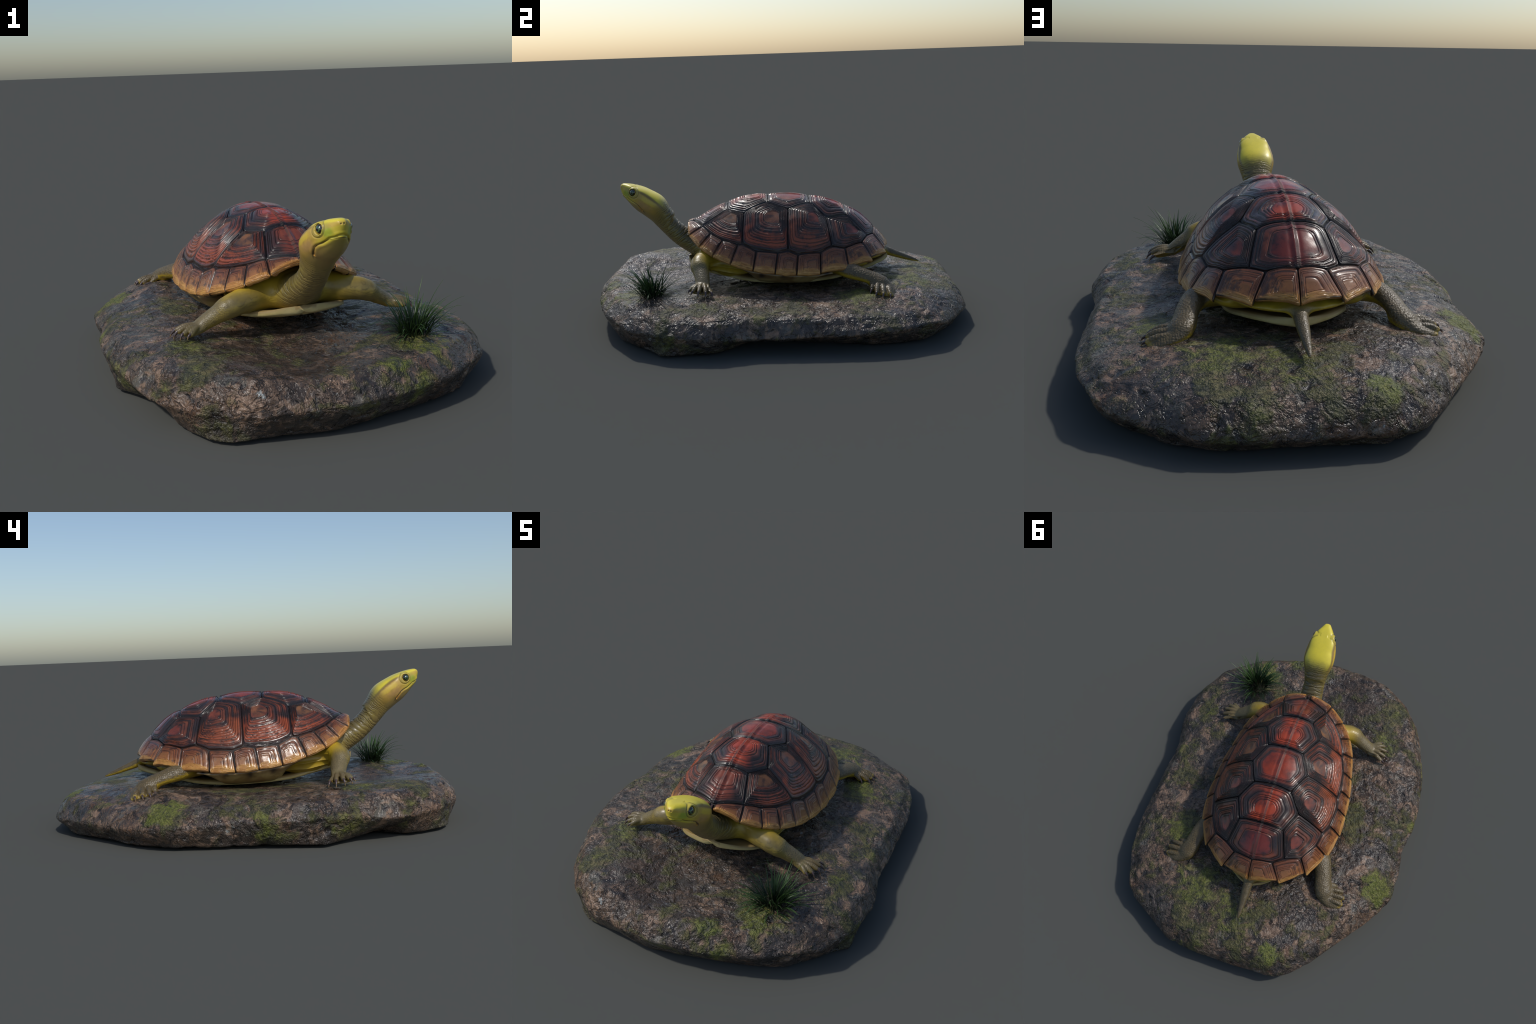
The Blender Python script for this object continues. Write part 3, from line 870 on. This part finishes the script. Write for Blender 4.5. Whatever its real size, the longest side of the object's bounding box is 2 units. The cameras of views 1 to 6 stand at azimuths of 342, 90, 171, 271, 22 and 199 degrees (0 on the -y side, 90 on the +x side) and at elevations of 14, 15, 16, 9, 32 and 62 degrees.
def build_plastron(turtle, mats):
    prof = catmull(PLASTRON, 160)
    nx, th = 61, .031
    rows = []
    for y, w, z, lift in prof:
        a = np.linspace(-1, 1, nx)
        notch = .016 * np.exp(-(a * w / .025) ** 2) * smoothstep(-.44, -.49, y)
        x = a * w
        zz = z + lift * a ** 2
        g = .004 * np.exp(-(x / .006) ** 2)
        low = np.column_stack([x, np.full(nx, y) + notch, zz + g + .004 * np.abs(a) ** 8])
        t = th * (1 - .32 * np.abs(a) ** 10)
        up = np.column_stack([x[::-1] * .992, np.full(nx, y) + notch[::-1], (zz + t)[::-1]])
        rows.append(np.vstack([low, up]))
    V = np.stack(rows)                         # (rows, 2nx, 3)
    nu, nv = V.shape[:2]
    V[..., 2] += .0012 * noise3(V.reshape(-1, 3) * 18, 3).reshape(nu, nv)
    idx = np.arange(nu * nv).reshape(nu, nv)
    a, b = idx[:-1], idx[1:]
    f = np.stack([a, b, np.roll(b, -1, 1), np.roll(a, -1, 1)], -1).reshape(-1, 4).tolist()
    f += [idx[0].tolist(), idx[-1][::-1].tolist()]
    me = mesh_from("plastron", V.reshape(-1, 3), np.array(f, dtype=object))
    bm = bmesh.new(); bm.from_mesh(me); bmesh.ops.recalc_face_normals(bm, faces=bm.faces); bm.to_mesh(me); bm.free()
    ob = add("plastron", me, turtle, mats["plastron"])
    rim = np.array(RIM)
    for side in (1, -1):
        n, m = 60, 18
        rows = []
        for k in range(n):
            s = k / (n - 1)
            yt = -.225 + s * .50
            yb = -.12 + s * .27
            xt = np.interp(yt, rim[:, 1], rim[:, 0]) - .012
            zt = np.interp(yt, rim[:, 1], rim[:, 2]) - .010
            w = np.interp(yb, prof[:, 0], prof[:, 1]); zb = np.interp(yb, prof[:, 0], prof[:, 2] + prof[:, 3]) + .006
            w -= .012
            endlift = max(0, abs(s - .5) * 2 - .7) / .3
            t = np.linspace(0, 1, m)
            bulge = .013 * np.sin(t * np.pi) * (1 - endlift)
            x = xt + (w - xt) * t + bulge * .6 - .03 * endlift * np.sin(t * np.pi)
            y = yt + (yb - yt) * t
            z = zt + (zb - zt) * t ** .9 - bulge + .02 * endlift * np.sin(t * np.pi)
            rows.append(np.column_stack([x * side, y, z]))
        A = np.stack(rows)
        inner = A + np.array([-.02 * side, 0, .012])
        V = np.concatenate([A, inner[:, ::-1]], 1)
        nu, nv = V.shape[:2]
        idx = np.arange(nu * nv).reshape(nu, nv)
        a, b = idx[:-1], idx[1:]
        f = np.stack([a, b, np.roll(b, -1, 1), np.roll(a, -1, 1)], -1).reshape(-1, 4).tolist()
        f += [idx[0].tolist(), idx[-1][::-1].tolist()]
        me = mesh_from("bridge", V.reshape(-1, 3), np.array(f, dtype=object))
        bm = bmesh.new(); bm.from_mesh(me); bmesh.ops.recalc_face_normals(bm, faces=bm.faces); bm.to_mesh(me); bm.free()
        add("bridge", me, turtle, mats["bridge"])
    return ob

# ----------------------------------------------------------------------------------------------
# SOFT BODY: one skin, built as a smooth blend of swept and ellipsoid volumes, then cut by region
# ----------------------------------------------------------------------------------------------
H = .0041
LO = np.array([-.56, -.885, .14]); HI = np.array([.56, .84, .77])
DIM = np.ceil((HI - LO) / H).astype(int)

class Field:
    def __init__(self):
        self.f = np.full(DIM, .05, np.float32)
        self.prims = []
    def block(self, lo, hi):
        a = np.clip(np.floor((np.array(lo) - LO) / H).astype(int), 0, DIM)
        b = np.clip(np.ceil((np.array(hi) - LO) / H).astype(int) + 1, 0, DIM)
        ax = [LO[i] + H * np.arange(a[i], b[i]) for i in range(3)]
        G = np.stack(np.meshgrid(*ax, indexing="ij"), -1).astype(np.float32)
        return tuple(slice(a[i], b[i]) for i in range(3)), G
    def join(self, region, fn, lo, hi, k, pad=.045):
        sl, G = self.block(np.array(lo) - pad, np.array(hi) + pad)
        d = fn(G.reshape(-1, 3)).reshape(G.shape[:3])
        a = self.f[sl]
        h = np.maximum(k - np.abs(a - d), 0) / k
        self.f[sl] = np.minimum(a, d) - h * h * k / 4
        self.prims.append((region, fn, np.array(lo) - pad, np.array(hi) + pad))
    def carve(self, fn, lo, hi, k):
        sl, G = self.block(np.array(lo) - .02, np.array(hi) + .02)
        d = -fn(G.reshape(-1, 3)).reshape(G.shape[:3])
        a = self.f[sl]
        h = np.maximum(k - np.abs(a - d), 0) / k
        self.f[sl] = np.maximum(a, d) + h * h * k / 4

def ellipsoid(c, r, rot=None):
    c, r = np.array(c), np.array(r)
    def fn(p):
        q = p - c
        if rot is not None:
            q = q @ rot
        g = np.linalg.norm(q / r, axis=1)
        g2 = np.linalg.norm(q / r ** 2, axis=1) + 1e-9
        return g * (g - 1) / g2
    m = r.max()
    return fn, c - m, c + m

def sweep(pts, up=(0, 0, 1), n=22):
    """pts rows: x, y, z, half height, half width; elliptical sections along a smooth spine"""
    C = catmull(np.array(pts, float), n)
    up = np.array(up, float)
    def fn(p):
        best = np.full(len(p), 1e9); T = np.zeros(len(p)); I = np.zeros(len(p), int)
        for i in range(n - 1):
            a, d = C[i, :3], C[i + 1, :3] - C[i, :3]
            t = np.clip(((p - a) @ d) / (d @ d), 0, 1)
            e = p - a - t[:, None] * d
            q = np.einsum("ij,ij->i", e, e)
            m = q < best
            best[m], T[m], I[m] = q[m], t[m], i
        a = C[I] + (C[I + 1] - C[I]) * T[:, None]
        tan = C[np.minimum(I + 1, n - 1), :3] - C[I, :3]
        tan /= np.linalg.norm(tan, axis=1, keepdims=True)
        e = p - a[:, :3]
        side = np.cross(tan, up); side /= np.linalg.norm(side, axis=1, keepdims=True)
        v = np.cross(side, tan)
        rh, rw = a[:, 3], a[:, 4]
        A, B, Cc = np.einsum("ij,ij->i", e, v), np.einsum("ij,ij->i", e, side), np.einsum("ij,ij->i", e, tan)
        rm = np.minimum(rh, rw)
        g = np.sqrt((A / rh) ** 2 + (B / rw) ** 2 + (Cc / rm) ** 2)
        g2 = np.sqrt((A / rh ** 2) ** 2 + (B / rw ** 2) ** 2 + (Cc / rm ** 2) ** 2) + 1e-9
        return np.where(g > 1e-4, g * (g - 1) / g2, -rm)
    m = C[:, 3:].max(1)[:, None]
    return fn, (C[:, :3] - m).min(0), (C[:, :3] + m).max(0)

# head outline in its own frame: distance s along the axis, top and bottom height, half width
HEAD_PROFILE = [(-.150, .012, -.090, .052), (-.113, .026, -.088, .064), (-.093, .041, -.086, .072), (-.070, .054, -.082, .080), (-.045, .0612, -.0795, .086), (-.008, .0632, -.0745, .0865), (.030, .0609, -.0705, .082),
                (.067, .0562, -.0610, .0725), (.104, .0485, -.0475, .0570), (.130, .0412, -.0375, .0420), (.1425, .0370, -.0325, .0345), (.150, .0340, -.0240, .0292), (.158, .0305, -.0155, .0238), (.166, .0258, -.0072, .0182), (.172, .0180, .0000, .0135), (.1745, .0095, .0050, .004)]
MOUTH = [(.150, -.0270), (.136, -.0285), (.118, -.0245), (.10, -.0275), (.0816, -.0292), (.060, -.0268), (.040, -.0285), (.018, -.0385), (.006, -.0445)]

def head_coords(p):
    d = p - np.array(HEAD_O)
    return d @ np.array(HEAD_A), d @ np.array(HEAD_U)

def head_fn():
    prof = catmull(HEAD_PROFILE, 120)
    prof = prof[np.argsort(prof[:, 0])]
    def fn(p):
        s, h = head_coords(p)
        sc = np.clip(s, prof[0, 0], prof[-1, 0])
        t, b, w = (np.interp(sc, prof[:, 0], prof[:, k]) for k in (1, 2, 3))
        c, hh = (t + b) / 2 + .1 * (t - b), (t - b) / 2
        up = h > c
        rh = np.where(up, t - c, c - b)
        x = np.abs(p[:, 0])
        e = np.where(up, 2.5 + 1.1 * smoothstep(.01, .07, s) * (1 - smoothstep(.125, .155, s)), 2.1)
        jaw = 1 - .16 * smoothstep(0, 1, (c - h) / (c - b + 1e-6))
        wj = w * jaw
        g = ((x / wj) ** e + (np.abs(h - c) / rh) ** e) ** (1 / e)
        d = (g - 1) * np.minimum(rh, wj) * .9
        over = np.maximum(s - prof[-1, 0], 0) + np.maximum(prof[0, 0] - s, 0)
        return np.where(over > 0, np.hypot(np.maximum(d, 0), over) + np.minimum(d, 0) * 0, d)
    P = np.array(HEAD_O)
    return fn, P - [.1, .19, .13], P + [.1, .16, .14]

FRONT_TOES = [  # claw root, claw tip, root of the toe in the palm
    ((.456, -.452, .2515), (.474, -.464, .236), (.408, -.412, .262)),
    ((.480, -.436, .2535), (.499, -.449, .231), (.414, -.408, .266)),
    ((.495, -.407, .2545), (.517, -.413, .226), (.418, -.398, .268)),
    ((.496, -.374, .2505), (.524, -.372, .222), (.418, -.385, .266)),
    ((.486, -.347, .2435), (.510, -.338, .221), (.410, -.372, .260))]
HIND_TOES = [
    ((.446, .464, .2170), (.464, .450, .194), (.392, .475, .236)),
    ((.484, .483, .2150), (.505, .473, .192), (.405, .498, .236)),
    ((.498, .514, .2120), (.522, .507, .191), (.412, .522, .232)),
    ((.498, .549, .2060), (.520, .544, .190), (.418, .548, .224))]

def build_skin_field():
    F = Field()
    F.join("torso", *ellipsoid((0, .06, .338), (.285, .50, .112)), .02)
    for sd in (1, -1):
        F.join("torso", *ellipsoid((.175 * sd, -.235, .300), (.085, .15, .068)), .03)
        F.join("torso", *ellipsoid((.19 * sd, .335, .302), (.10, .15, .042)), .03)
    F.join("torso", *sweep([(0, -.30, .36, .075, .15), (0, -.385, .360, .060, .115), (0, -.42, .365, .050, .085)]), .05)
    F.join("torso", *sweep([(0, .40, .325, .045, .24), (0, .50, .318, .032, .20), (0, .555, .315, .020, .15), (0, .585, .314, .012, .09)]), .03)
    F.join("neck", *sweep([(0, -.36, .360, .070, .090), (0, -.43, .375, .062, .078), (0, -.50, .405, .0575, .068), (0, -.560, .452, .0535, .0605), (0, -.612, .514, .0515, .0585), (0, -.645, .575, .050, .058), (0, -.67, .61, .042, .055)], up=(0, .7, .7), n=30), .05)
    F.join("head", *head_fn(), .022)
    for sd in (1, -1):
        m = np.array([sd, 1, 1])
        mp = lambda rows: [(r[0] * sd, *r[1:]) for r in rows]
        # eyelid mound
        eye = np.array([.0475 * sd, -.770, .6845])
        F.join("head", *ellipsoid(eye - [0, 0, .0015], (.0172, .0270, .0255)), .012)
        # front limb
        F.join("foreleg", *sweep(mp([(.13, -.335, .350, .062, .070), (.20, -.380, .345, .056, .062), (.265, -.410, .335, .046, .050), (.300, -.415, .326, .041, .044)]), up=(0, 0, 1)), .045)
        F.join("foreleg", *sweep(mp([(.275, -.412, .335, .040, .040), (.310, -.410, .318, .038, .041), (.355, -.400, .291, .034, .039), (.395, -.393, .268, .028, .036), (.420, -.394, .256, .021, .036)]), up=(.5 * sd, 0, .85)), .02)
        F.join("forefoot", *sweep(mp([(.405, -.393, .255, .018, .036), (.445, -.398, .2405, .0100, .047), (.472, -.402, .2365, .0065, .048)]), up=(.3 * sd, 0, .95)), .014)
        for root, tip, palm in FRONT_TOES:
            root, palm = np.array(root) * m, np.array(palm) * m
            kn = palm * .45 + root * .55 + [0, 0, .006]
            F.join("forefoot", *sweep([(*palm, .0095, .0085), (*kn, .0122, .0108), (*(root * .93 + palm * .07), .0120, .0112), (*root, .0100, .0100)], n=12), .004, .02)
        # hind limb
        F.join("hindleg", *sweep(mp([(.16, .27, .305, .050, .075), (.25, .315, .300, .048, .066), (.325, .365, .288, .040, .054), (.358, .425, .272, .032, .045), (.374, .480, .254, .028, .044), (.392, .520, .236, .027, .044)]), up=(.3 * sd, .2, .9), n=26), .04)
        F.join("hindfoot", *sweep(mp([(.372, .490, .236, .034, .036), (.395, .528, .222, .032, .040), (.435, .535, .209, .021, .050), (.480, .522, .2005, .0125, .050)]), up=(.25 * sd, .1, .95)), .02)
        for root, tip, palm in HIND_TOES:
            root, palm = np.array(root) * m, np.array(palm) * m
            kn = palm * .45 + root * .55 + [0, 0, .006]
            F.join("hindfoot", *sweep([(*palm, .010, .010), (*kn, .0125, .0128), (*(root * .93 + palm * .07), .0125, .0118), (*root, .0098, .0102)], n=12), .005, .02)
    F.join("tail", *sweep([(0, .53, .322, .030, .045), (0, .585, .307, .024, .029), (0, .63, .291, .0215, .0245), (0, .705, .2625, .0165, .0185), (0, .765, .2420, .0100, .0110), (0, .792, .2325, .0045, .0048)]), .03)
    for sd in (1, -1):     # eye sockets
        F.carve(*ellipsoid((.0530 * sd, -.7735, .6855), (.0215, .0192, .0192)), .004)
    return F

def surface_nets(f):
    s = f < 0
    c = np.zeros(tuple(np.array(f.shape) - 1), np.uint8)
    for dx in (0, 1):
        for dy in (0, 1):
            for dz in (0, 1):
                c += s[dx:dx + c.shape[0], dy:dy + c.shape[1], dz:dz + c.shape[2]]
    act = np.argwhere((c > 0) & (c < 8))
    idx = np.full(c.shape, -1, np.int32)
    idx[tuple(act.T)] = np.arange(len(act))
    acc = np.zeros((len(act), 3)); cnt = np.zeros(len(act))
    corners = [(x, y, z) for x in (0, 1) for y in (0, 1) for z in (0, 1)]
    for a in corners:
        for ax in range(3):
            if a[ax]:
                continue
            b = list(a); b[ax] = 1
            fa = f[tuple((act + a).T)]; fb = f[tuple((act + b).T)]
            m = (fa < 0) != (fb < 0)
            t = fa[m] / (fa[m] - fb[m])
            p = np.array(a)[None] + t[:, None] * (np.array(b) - a)[None]
            acc[m] += p; cnt[m] += 1
    V = LO + H * (act + acc / cnt[:, None])
    quads = []
    for ax in range(3):
        u, v = [(1, 2), (2, 0), (0, 1)][ax]
        lo = [slice(None)] * 3; hi = [slice(None)] * 3
        lo[ax], hi[ax] = slice(0, -1), slice(1, None)
        ch = np.argwhere(s[tuple(lo)] != s[tuple(hi)])
        ok = (ch[:, u] > 0) & (ch[:, v] > 0) & (ch[:, u] < c.shape[u]) & (ch[:, v] < c.shape[v])
        ch = ch[ok]
        eu, ev = np.eye(3, dtype=int)[u], np.eye(3, dtype=int)[v]
        q = np.stack([idx[tuple((ch - eu - ev).T)], idx[tuple((ch - ev).T)], idx[tuple(ch.T)], idx[tuple((ch - eu).T)]], 1)
        flip = ~s[tuple(ch.T)]
        q[flip] = q[flip][:, ::-1]
        quads.append(q)
    return V, np.vstack(quads)

def poly_dist(s, h, line):
    best = np.full(len(s), 1e9)
    L = np.array(line)
    for a, b in zip(L[:-1], L[1:]):
        d = b - a
        t = np.clip(((s - a[0]) * d[0] + (h - a[1]) * d[1]) / (d @ d), 0, 1)
        best = np.minimum(best, np.hypot(s - a[0] - t * d[0], h - a[1] - t * d[1]))
    return best

def worley(P, scale, seed):
    """distance to the nearest and second nearest jittered cell point"""
    q = P * scale
    i = np.floor(q).astype(np.int64)
    d1 = np.full(len(P), 9.); d2 = np.full(len(P), 9.)
    for dx in (-1, 0, 1):
        for dy in (-1, 0, 1):
            for dz in (-1, 0, 1):
                j = i + [dx, dy, dz]
                h = _hash(j[:, 0], j[:, 1], j[:, 2], seed)
                o = np.stack([(h & 255) / 255., ((h >> 8) & 255) / 255., ((h >> 16) & 255) / 255.], 1)
                d = np.linalg.norm(j + .15 + .7 * o - q, axis=1)
                d2 = np.where(d < d1, d1, np.minimum(d2, d))
                d1 = np.minimum(d1, d)
    return d1, d2

def build_skin(turtle, mats):
    F = build_skin_field()
    V, Q = surface_nets(F.f)
    cen = V[Q].mean(1)      # the core that shell and plastron enclose is never seen
    Q = Q[((cen[:, 0] / .225) ** 2 + ((cen[:, 1] - .03) / .345) ** 2) > 1]
    used, inv = np.unique(Q, return_inverse=True)
    V, Q = V[used], inv.reshape(-1, 4)
    me = mesh_from("skin_raw", V, Q)
    ob = add("skin_raw", me)
    md = ob.modifiers.new("smooth", "SMOOTH"); md.factor, md.iterations = .5, 3
    md = ob.modifiers.new("subdivide", "SUBSURF"); md.levels = md.render_levels = 1
    dg = bpy.context.evaluated_depsgraph_get()
    fine = bpy.data.meshes.new_from_object(ob.evaluated_get(dg))
    bpy.data.objects.remove(ob)
    n = len(fine.vertices)
    P = np.empty(n * 3, np.float32); fine.vertices.foreach_get("co", P); P = P.reshape(-1, 3).astype(float)
    Nn = np.empty(n * 3, np.float32); fine.vertices.foreach_get("normal", Nn); Nn = Nn.reshape(-1, 3).astype(float)
    Qf = np.empty(len(fine.polygons) * 4, np.int32); fine.polygons.foreach_get("vertices", Qf); Qf = Qf.reshape(-1, 4)
    bpy.data.meshes.remove(fine)
    # ---- surface detail along the normals
    d = np.zeros(n)
    s, h = head_coords(P)
    hd = (P[:, 1] < -.60) & (P[:, 2] > .5)
    md_ = poly_dist(s, h, MOUTH)
    lateral = smoothstep(.2, .02, np.abs(Nn[:, 2]) * 0 + 0)
    d -= np.where(hd, .0042 * np.exp(-(md_ / .0030) ** 2), 0)
    d += np.where(hd, .0012 * np.exp(-((md_ - .008) / .005) ** 2) * (s > .0), 0)
    # nostrils
    for sd in (1, -1):
        nd = np.linalg.norm(P - [.0058 * sd, -.8455, .7135], axis=1)
        d -= .004 * np.exp(-(nd / .0032) ** 2)
    # eyelid folds
    for sd in (1, -1):
        r = np.hypot(P[:, 1] + .770, P[:, 2] - .6845)
        m = (P[:, 0] * sd > .02) & hd
        d += np.where(m, .0016 * np.exp(-((r - .0225) / .0028) ** 2) - .0022 * np.exp(-((r - .0295) / .0024) ** 2), 0)
    # neck wrinkles: rings about the neck axis, warped
    na = np.array([0, -.64, .77])
    t = P @ na + .010 * noise3(P * 16, 3) + .004 * noise3(P * 40, 4)
    neckw = smoothstep(.13, .10, np.abs(P[:, 0])) * smoothstep(-.40, -.46, P[:, 1]) * smoothstep(-.08, -.15, s)
    wave = np.sin(t * 2 * np.pi / .046)
    upper = .35 + .65 * smoothstep(-.7, .1, Nn[:, 2])
    d += neckw * upper * (.0022 * np.abs(wave) - .0012)
    # skin folds on the torso in front and behind
    tor = smoothstep(.30, .22, np.abs(P[:, 0])) * (np.abs(P[:, 1]) > .33) * (P[:, 1] > -.42)
    d += tor * .0015 * noise3(P * [9, 9, 30], 15)
    pocket = (np.abs(P[:, 0]) > .12) * (P[:, 1] > -.36) * (P[:, 1] < -.05) * smoothstep(.36, .33, P[:, 2])
    d -= pocket * .007 * np.abs(np.sin((P[:, 2] + .12 * P[:, 1] + .006 * noise3(P * 11, 19)) * np.pi / .030)) ** .6
    # scales: fine on the fore limb, coarse plates on the hind limb
    ax = np.abs(P[:, 0])
    fore = smoothstep(.27, .32, ax) * smoothstep(.425, .40, ax) * (P[:, 1] < -.2)
    d1, d2 = worley(P, 150, 5)
    up = smoothstep(-.5, .0, Nn[:, 2])
    d += fore * up * .0006 * smoothstep(0, .5, d2 - d1)
    hind = smoothstep(.30, .35, ax) * (P[:, 1] > .2)
    e1, e2 = worley(P, 105, 6)
    d += hind * up * (.0013 * smoothstep(.0, .45, e2 - e1) - .0005)
    tl = smoothstep(.60, .64, P[:, 1]) * (ax < .06)
    d += tl * .0005 * smoothstep(0, .4, d2 - d1)
    # transverse plates along the toes
    toe = (smoothstep(.43, .45, ax)) * up
    d += toe * .00025 * np.sin(ax * 2 * np.pi / .009)
    P = P + Nn * d[:, None]
    # ---- cut by region
    tops = sorted(set(r for r, *_ in F.prims))
    score = {r: np.full(n, 9.) for r in tops}
    for r, fn, lo, hi in F.prims:
        m = np.all((P > lo) & (P < hi), 1)
        if m.any():
            score[r][m] = np.minimum(score[r][m], fn(P[m]))
    names = tops
    lab = np.argmin(np.stack([score[r] for r in names], 1), 1)
    fc = P[Qf].mean(1)
    # majority of four corners
    cnt = np.stack([(lab[Qf] == k).sum(1) for k in range(len(names))], 1)
    flab = cnt.argmax(1)
    whole = mesh_from("skin_whole", P, Qf)
    NN = np.empty(n * 3, np.float32); whole.vertices.foreach_get("normal", NN); NN = NN.reshape(-1, 3)
    bpy.data.meshes.remove(whole)
    parts = {}
    def cut(name, mask, parent):
        q = Qf[mask]
        if not len(q):
            return None
        used, inv = np.unique(q, return_inverse=True)
        me = mesh_from(name, P[used], inv.reshape(-1, 4))
        me.materials.append(mats["skin"])
        me.normals_split_custom_set_from_vertices(NN[used].tolist())
        ob = add(name, me, parent)
        return ob
    ix = {r: i for i, r in enumerate(names)}
    for r in ("torso", "neck", "head", "tail"):
        parts[r] = cut(r, (flab == ix[r]), turtle)
    for sd in (1, -1):
        side = fc[:, 0] * sd > 0
        for leg, foot in (("foreleg", "forefoot"), ("hindleg", "hindfoot")):
            a = cut(leg, (flab == ix[leg]) & side, turtle)
            b = cut(foot, (flab == ix[foot]) & side, a)
            parts[(leg, sd)] = a
    # ---- eyes
    bm = bmesh.new()
    bmesh.ops.create_uvsphere(bm, u_segments=40, v_segments=24, radius=.0202)
    for v in bm.verts:
        if v.co.z > .013:
            v.co.z += .0012 * (1 - (math.hypot(v.co.x, v.co.y) / .0145) ** 2)
    eye_me = bpy.data.meshes.new("eye"); bm.to_mesh(eye_me); bm.free()
    eye_me.polygons.foreach_set("use_smooth", np.ones(len(eye_me.polygons), bool))
    eye_me.materials.append(mats["eye"])
    for sd in (1, -1):
        e = add("eye", eye_me, parts["head"], None, (.0468 * sd, -.7715, .6850))
        look = Vector((sd * 1.0, -.36, .12))
        e.rotation_euler = look.to_track_quat("Z", "Y").to_euler()
    # ---- claws
    n_, m_ = 14, 10
    rows = []
    for k in range(n_):
        t = k / (n_ - 1)
        r = .0068 * (1 - t) ** .75 * (1 - .1 * math.sin(t * 9) * 0) + .0003
        ang = np.arange(m_) / m_ * 2 * np.pi
        bend = .22 * math.sin(t * np.pi)
        rows.append(np.column_stack([r * np.cos(ang), r * 1.15 * np.sin(ang) + .034 * bend * .55, np.full(m_, t * .034)]))
    CV = np.stack(rows)
    idx = np.arange(n_ * m_).reshape(n_, m_)
    a, b = idx[:-1], idx[1:]
    cf = np.stack([a, np.roll(a, -1, 1), np.roll(b, -1, 1), b], -1).reshape(-1, 4).tolist() + [idx[0][::-1].tolist(), idx[-1].tolist()]
    claw_me = mesh_from("claw", CV.reshape(-1, 3), np.array(cf, dtype=object))
    claw_me.materials.append(mats["claw"])
    for sd in (1, -1):
        for toes, leg in ((FRONT_TOES, "foreleg"), (HIND_TOES, "hindleg")):
            for root, tip, palm in toes:
                root, tip, palm = (np.array(v) * [sd, 1, 1] for v in (root, tip, palm))
                dirn = Vector(tip - root)
                toe_dir = Vector(root - palm).normalized()
                base = Vector(root) + toe_dir * .0035
                dirn = Vector(tip) - base
                zax = dirn.normalized()
                yax = (Vector((0, 0, 1)) - zax * zax.z).normalized()
                xax = yax.cross(zax)
                M = Matrix((xax, yax, zax)).transposed()
                c = add("claw", claw_me, parts[(leg, sd)], None, base - zax * .003)
                c.rotation_euler = M.to_euler()
                k = (dirn.length + .003) / .034
                c.scale = (.95, .95, k)
    return parts

# ----------------------------------------------------------------------------------------------
# GRASS
# ----------------------------------------------------------------------------------------------
def build_grass(mat, ground):
    base = np.array([.385, -.655, .198])
    tuft = add("grass_tuft", None, None, None, base)
    tuft["label"] = "small tuft of dark green grass blades"
    tuft["category"] = "grass"
    tuft.empty_display_size = .05
    shapes = []
    for v in range(9):
        n = 14
        bend = [.25, .4, .55, .75, .95, 1.2, 1.5, .35, .65][v]
        t = np.linspace(0, 1, n)
        ang = bend * t ** 1.6
        dz, dx = np.cos(ang), np.sin(ang)
        z = np.concatenate([[0], np.cumsum((dz[1:] + dz[:-1]) / 2)]) / (n - 1)
        x = np.concatenate([[0], np.cumsum((dx[1:] + dx[:-1]) / 2)]) / (n - 1)
        w = .0185 * (1 - t ** 2.2) * (.75 + .5 * np.sin(t * 2.2)) + .0012
        sec = []
        for k in range(n):
            nx_, nz_ = -math.cos(ang[k]), math.sin(ang[k])
            fold, th = w[k] * .35, .0022
            c = np.array([x[k], 0, z[k]]); nr = np.array([nx_, 0, nz_])
            sec.append([c + [0, -w[k], 0] + nr * fold, c - nr * th * .5, c + [0, w[k], 0] + nr * fold, c + [0, w[k] * .5, 0] + nr * (fold * .5 + th), c + nr * th, c + [0, -w[k] * .5, 0] + nr * (fold * .5 + th)])
        V = np.array(sec)
        idx = np.arange(n * 6).reshape(n, 6)
        a, b = idx[:-1], idx[1:]
        f = np.stack([a, np.roll(a, -1, 1), np.roll(b, -1, 1), b], -1).reshape(-1, 4).tolist() + [idx[0][::-1].tolist(), idx[-1].tolist()]
        me = mesh_from("grass_blade", V.reshape(-1, 3), np.array(f, dtype=object))
        bm = bmesh.new(); bm.from_mesh(me); bmesh.ops.recalc_face_normals(bm, faces=bm.faces); bm.to_mesh(me); bm.free()
        me.materials.append(mat)
        shapes.append(me)
    rng = np.random.default_rng(21)
    for k in range(150):
        az = rng.random() * 2 * math.pi
        r = .060 * rng.random() ** .6
        outward = r / .060
        me = shapes[int(np.clip(rng.normal(1.2 + 4.6 * outward, 1.8), 0, 8))]
        L = rng.uniform(.095, .19) * (1.0 if rng.random() < .82 else 1.3)
        ob = bpy.data.objects.new("grass_blade", me)
        bpy.context.scene.collection.objects.link(ob)
        ob.parent = tuft
        px, py = r * math.cos(az), r * math.sin(az) * .85
        ob.location = (px, py, -.006)
        ob.rotation_euler = (rng.normal(0, .12), .15 + .95 * outward * rng.random(), az + rng.normal(0, .5))
        wv = rng.uniform(.75, 1.2) * .16 / L
        ob.scale = (L, L * wv, L)
    return tuft

# ----------------------------------------------------------------------------------------------
# ASSEMBLY
# ----------------------------------------------------------------------------------------------
def main():
    mats = dict(scute=scute_material(), seam=seam_material(), underrim=under_rim_material(), plastron=plastron_material(), bridge=bridge_material(),
                skin=skin_material(), eye=eye_material(), claw=claw_material())
    rock = build_rock(rock_material())
    turtle = add("turtle", None)
    turtle.empty_display_size = .2
    turtle["label"] = "yellow headed box turtle with glossy red brown shell"
    turtle["category"] = "turtle"
    build_carapace(turtle, mats)
    build_plastron(turtle, mats)
    build_skin(turtle, mats)
    build_grass(grass_material(), rock)

main()
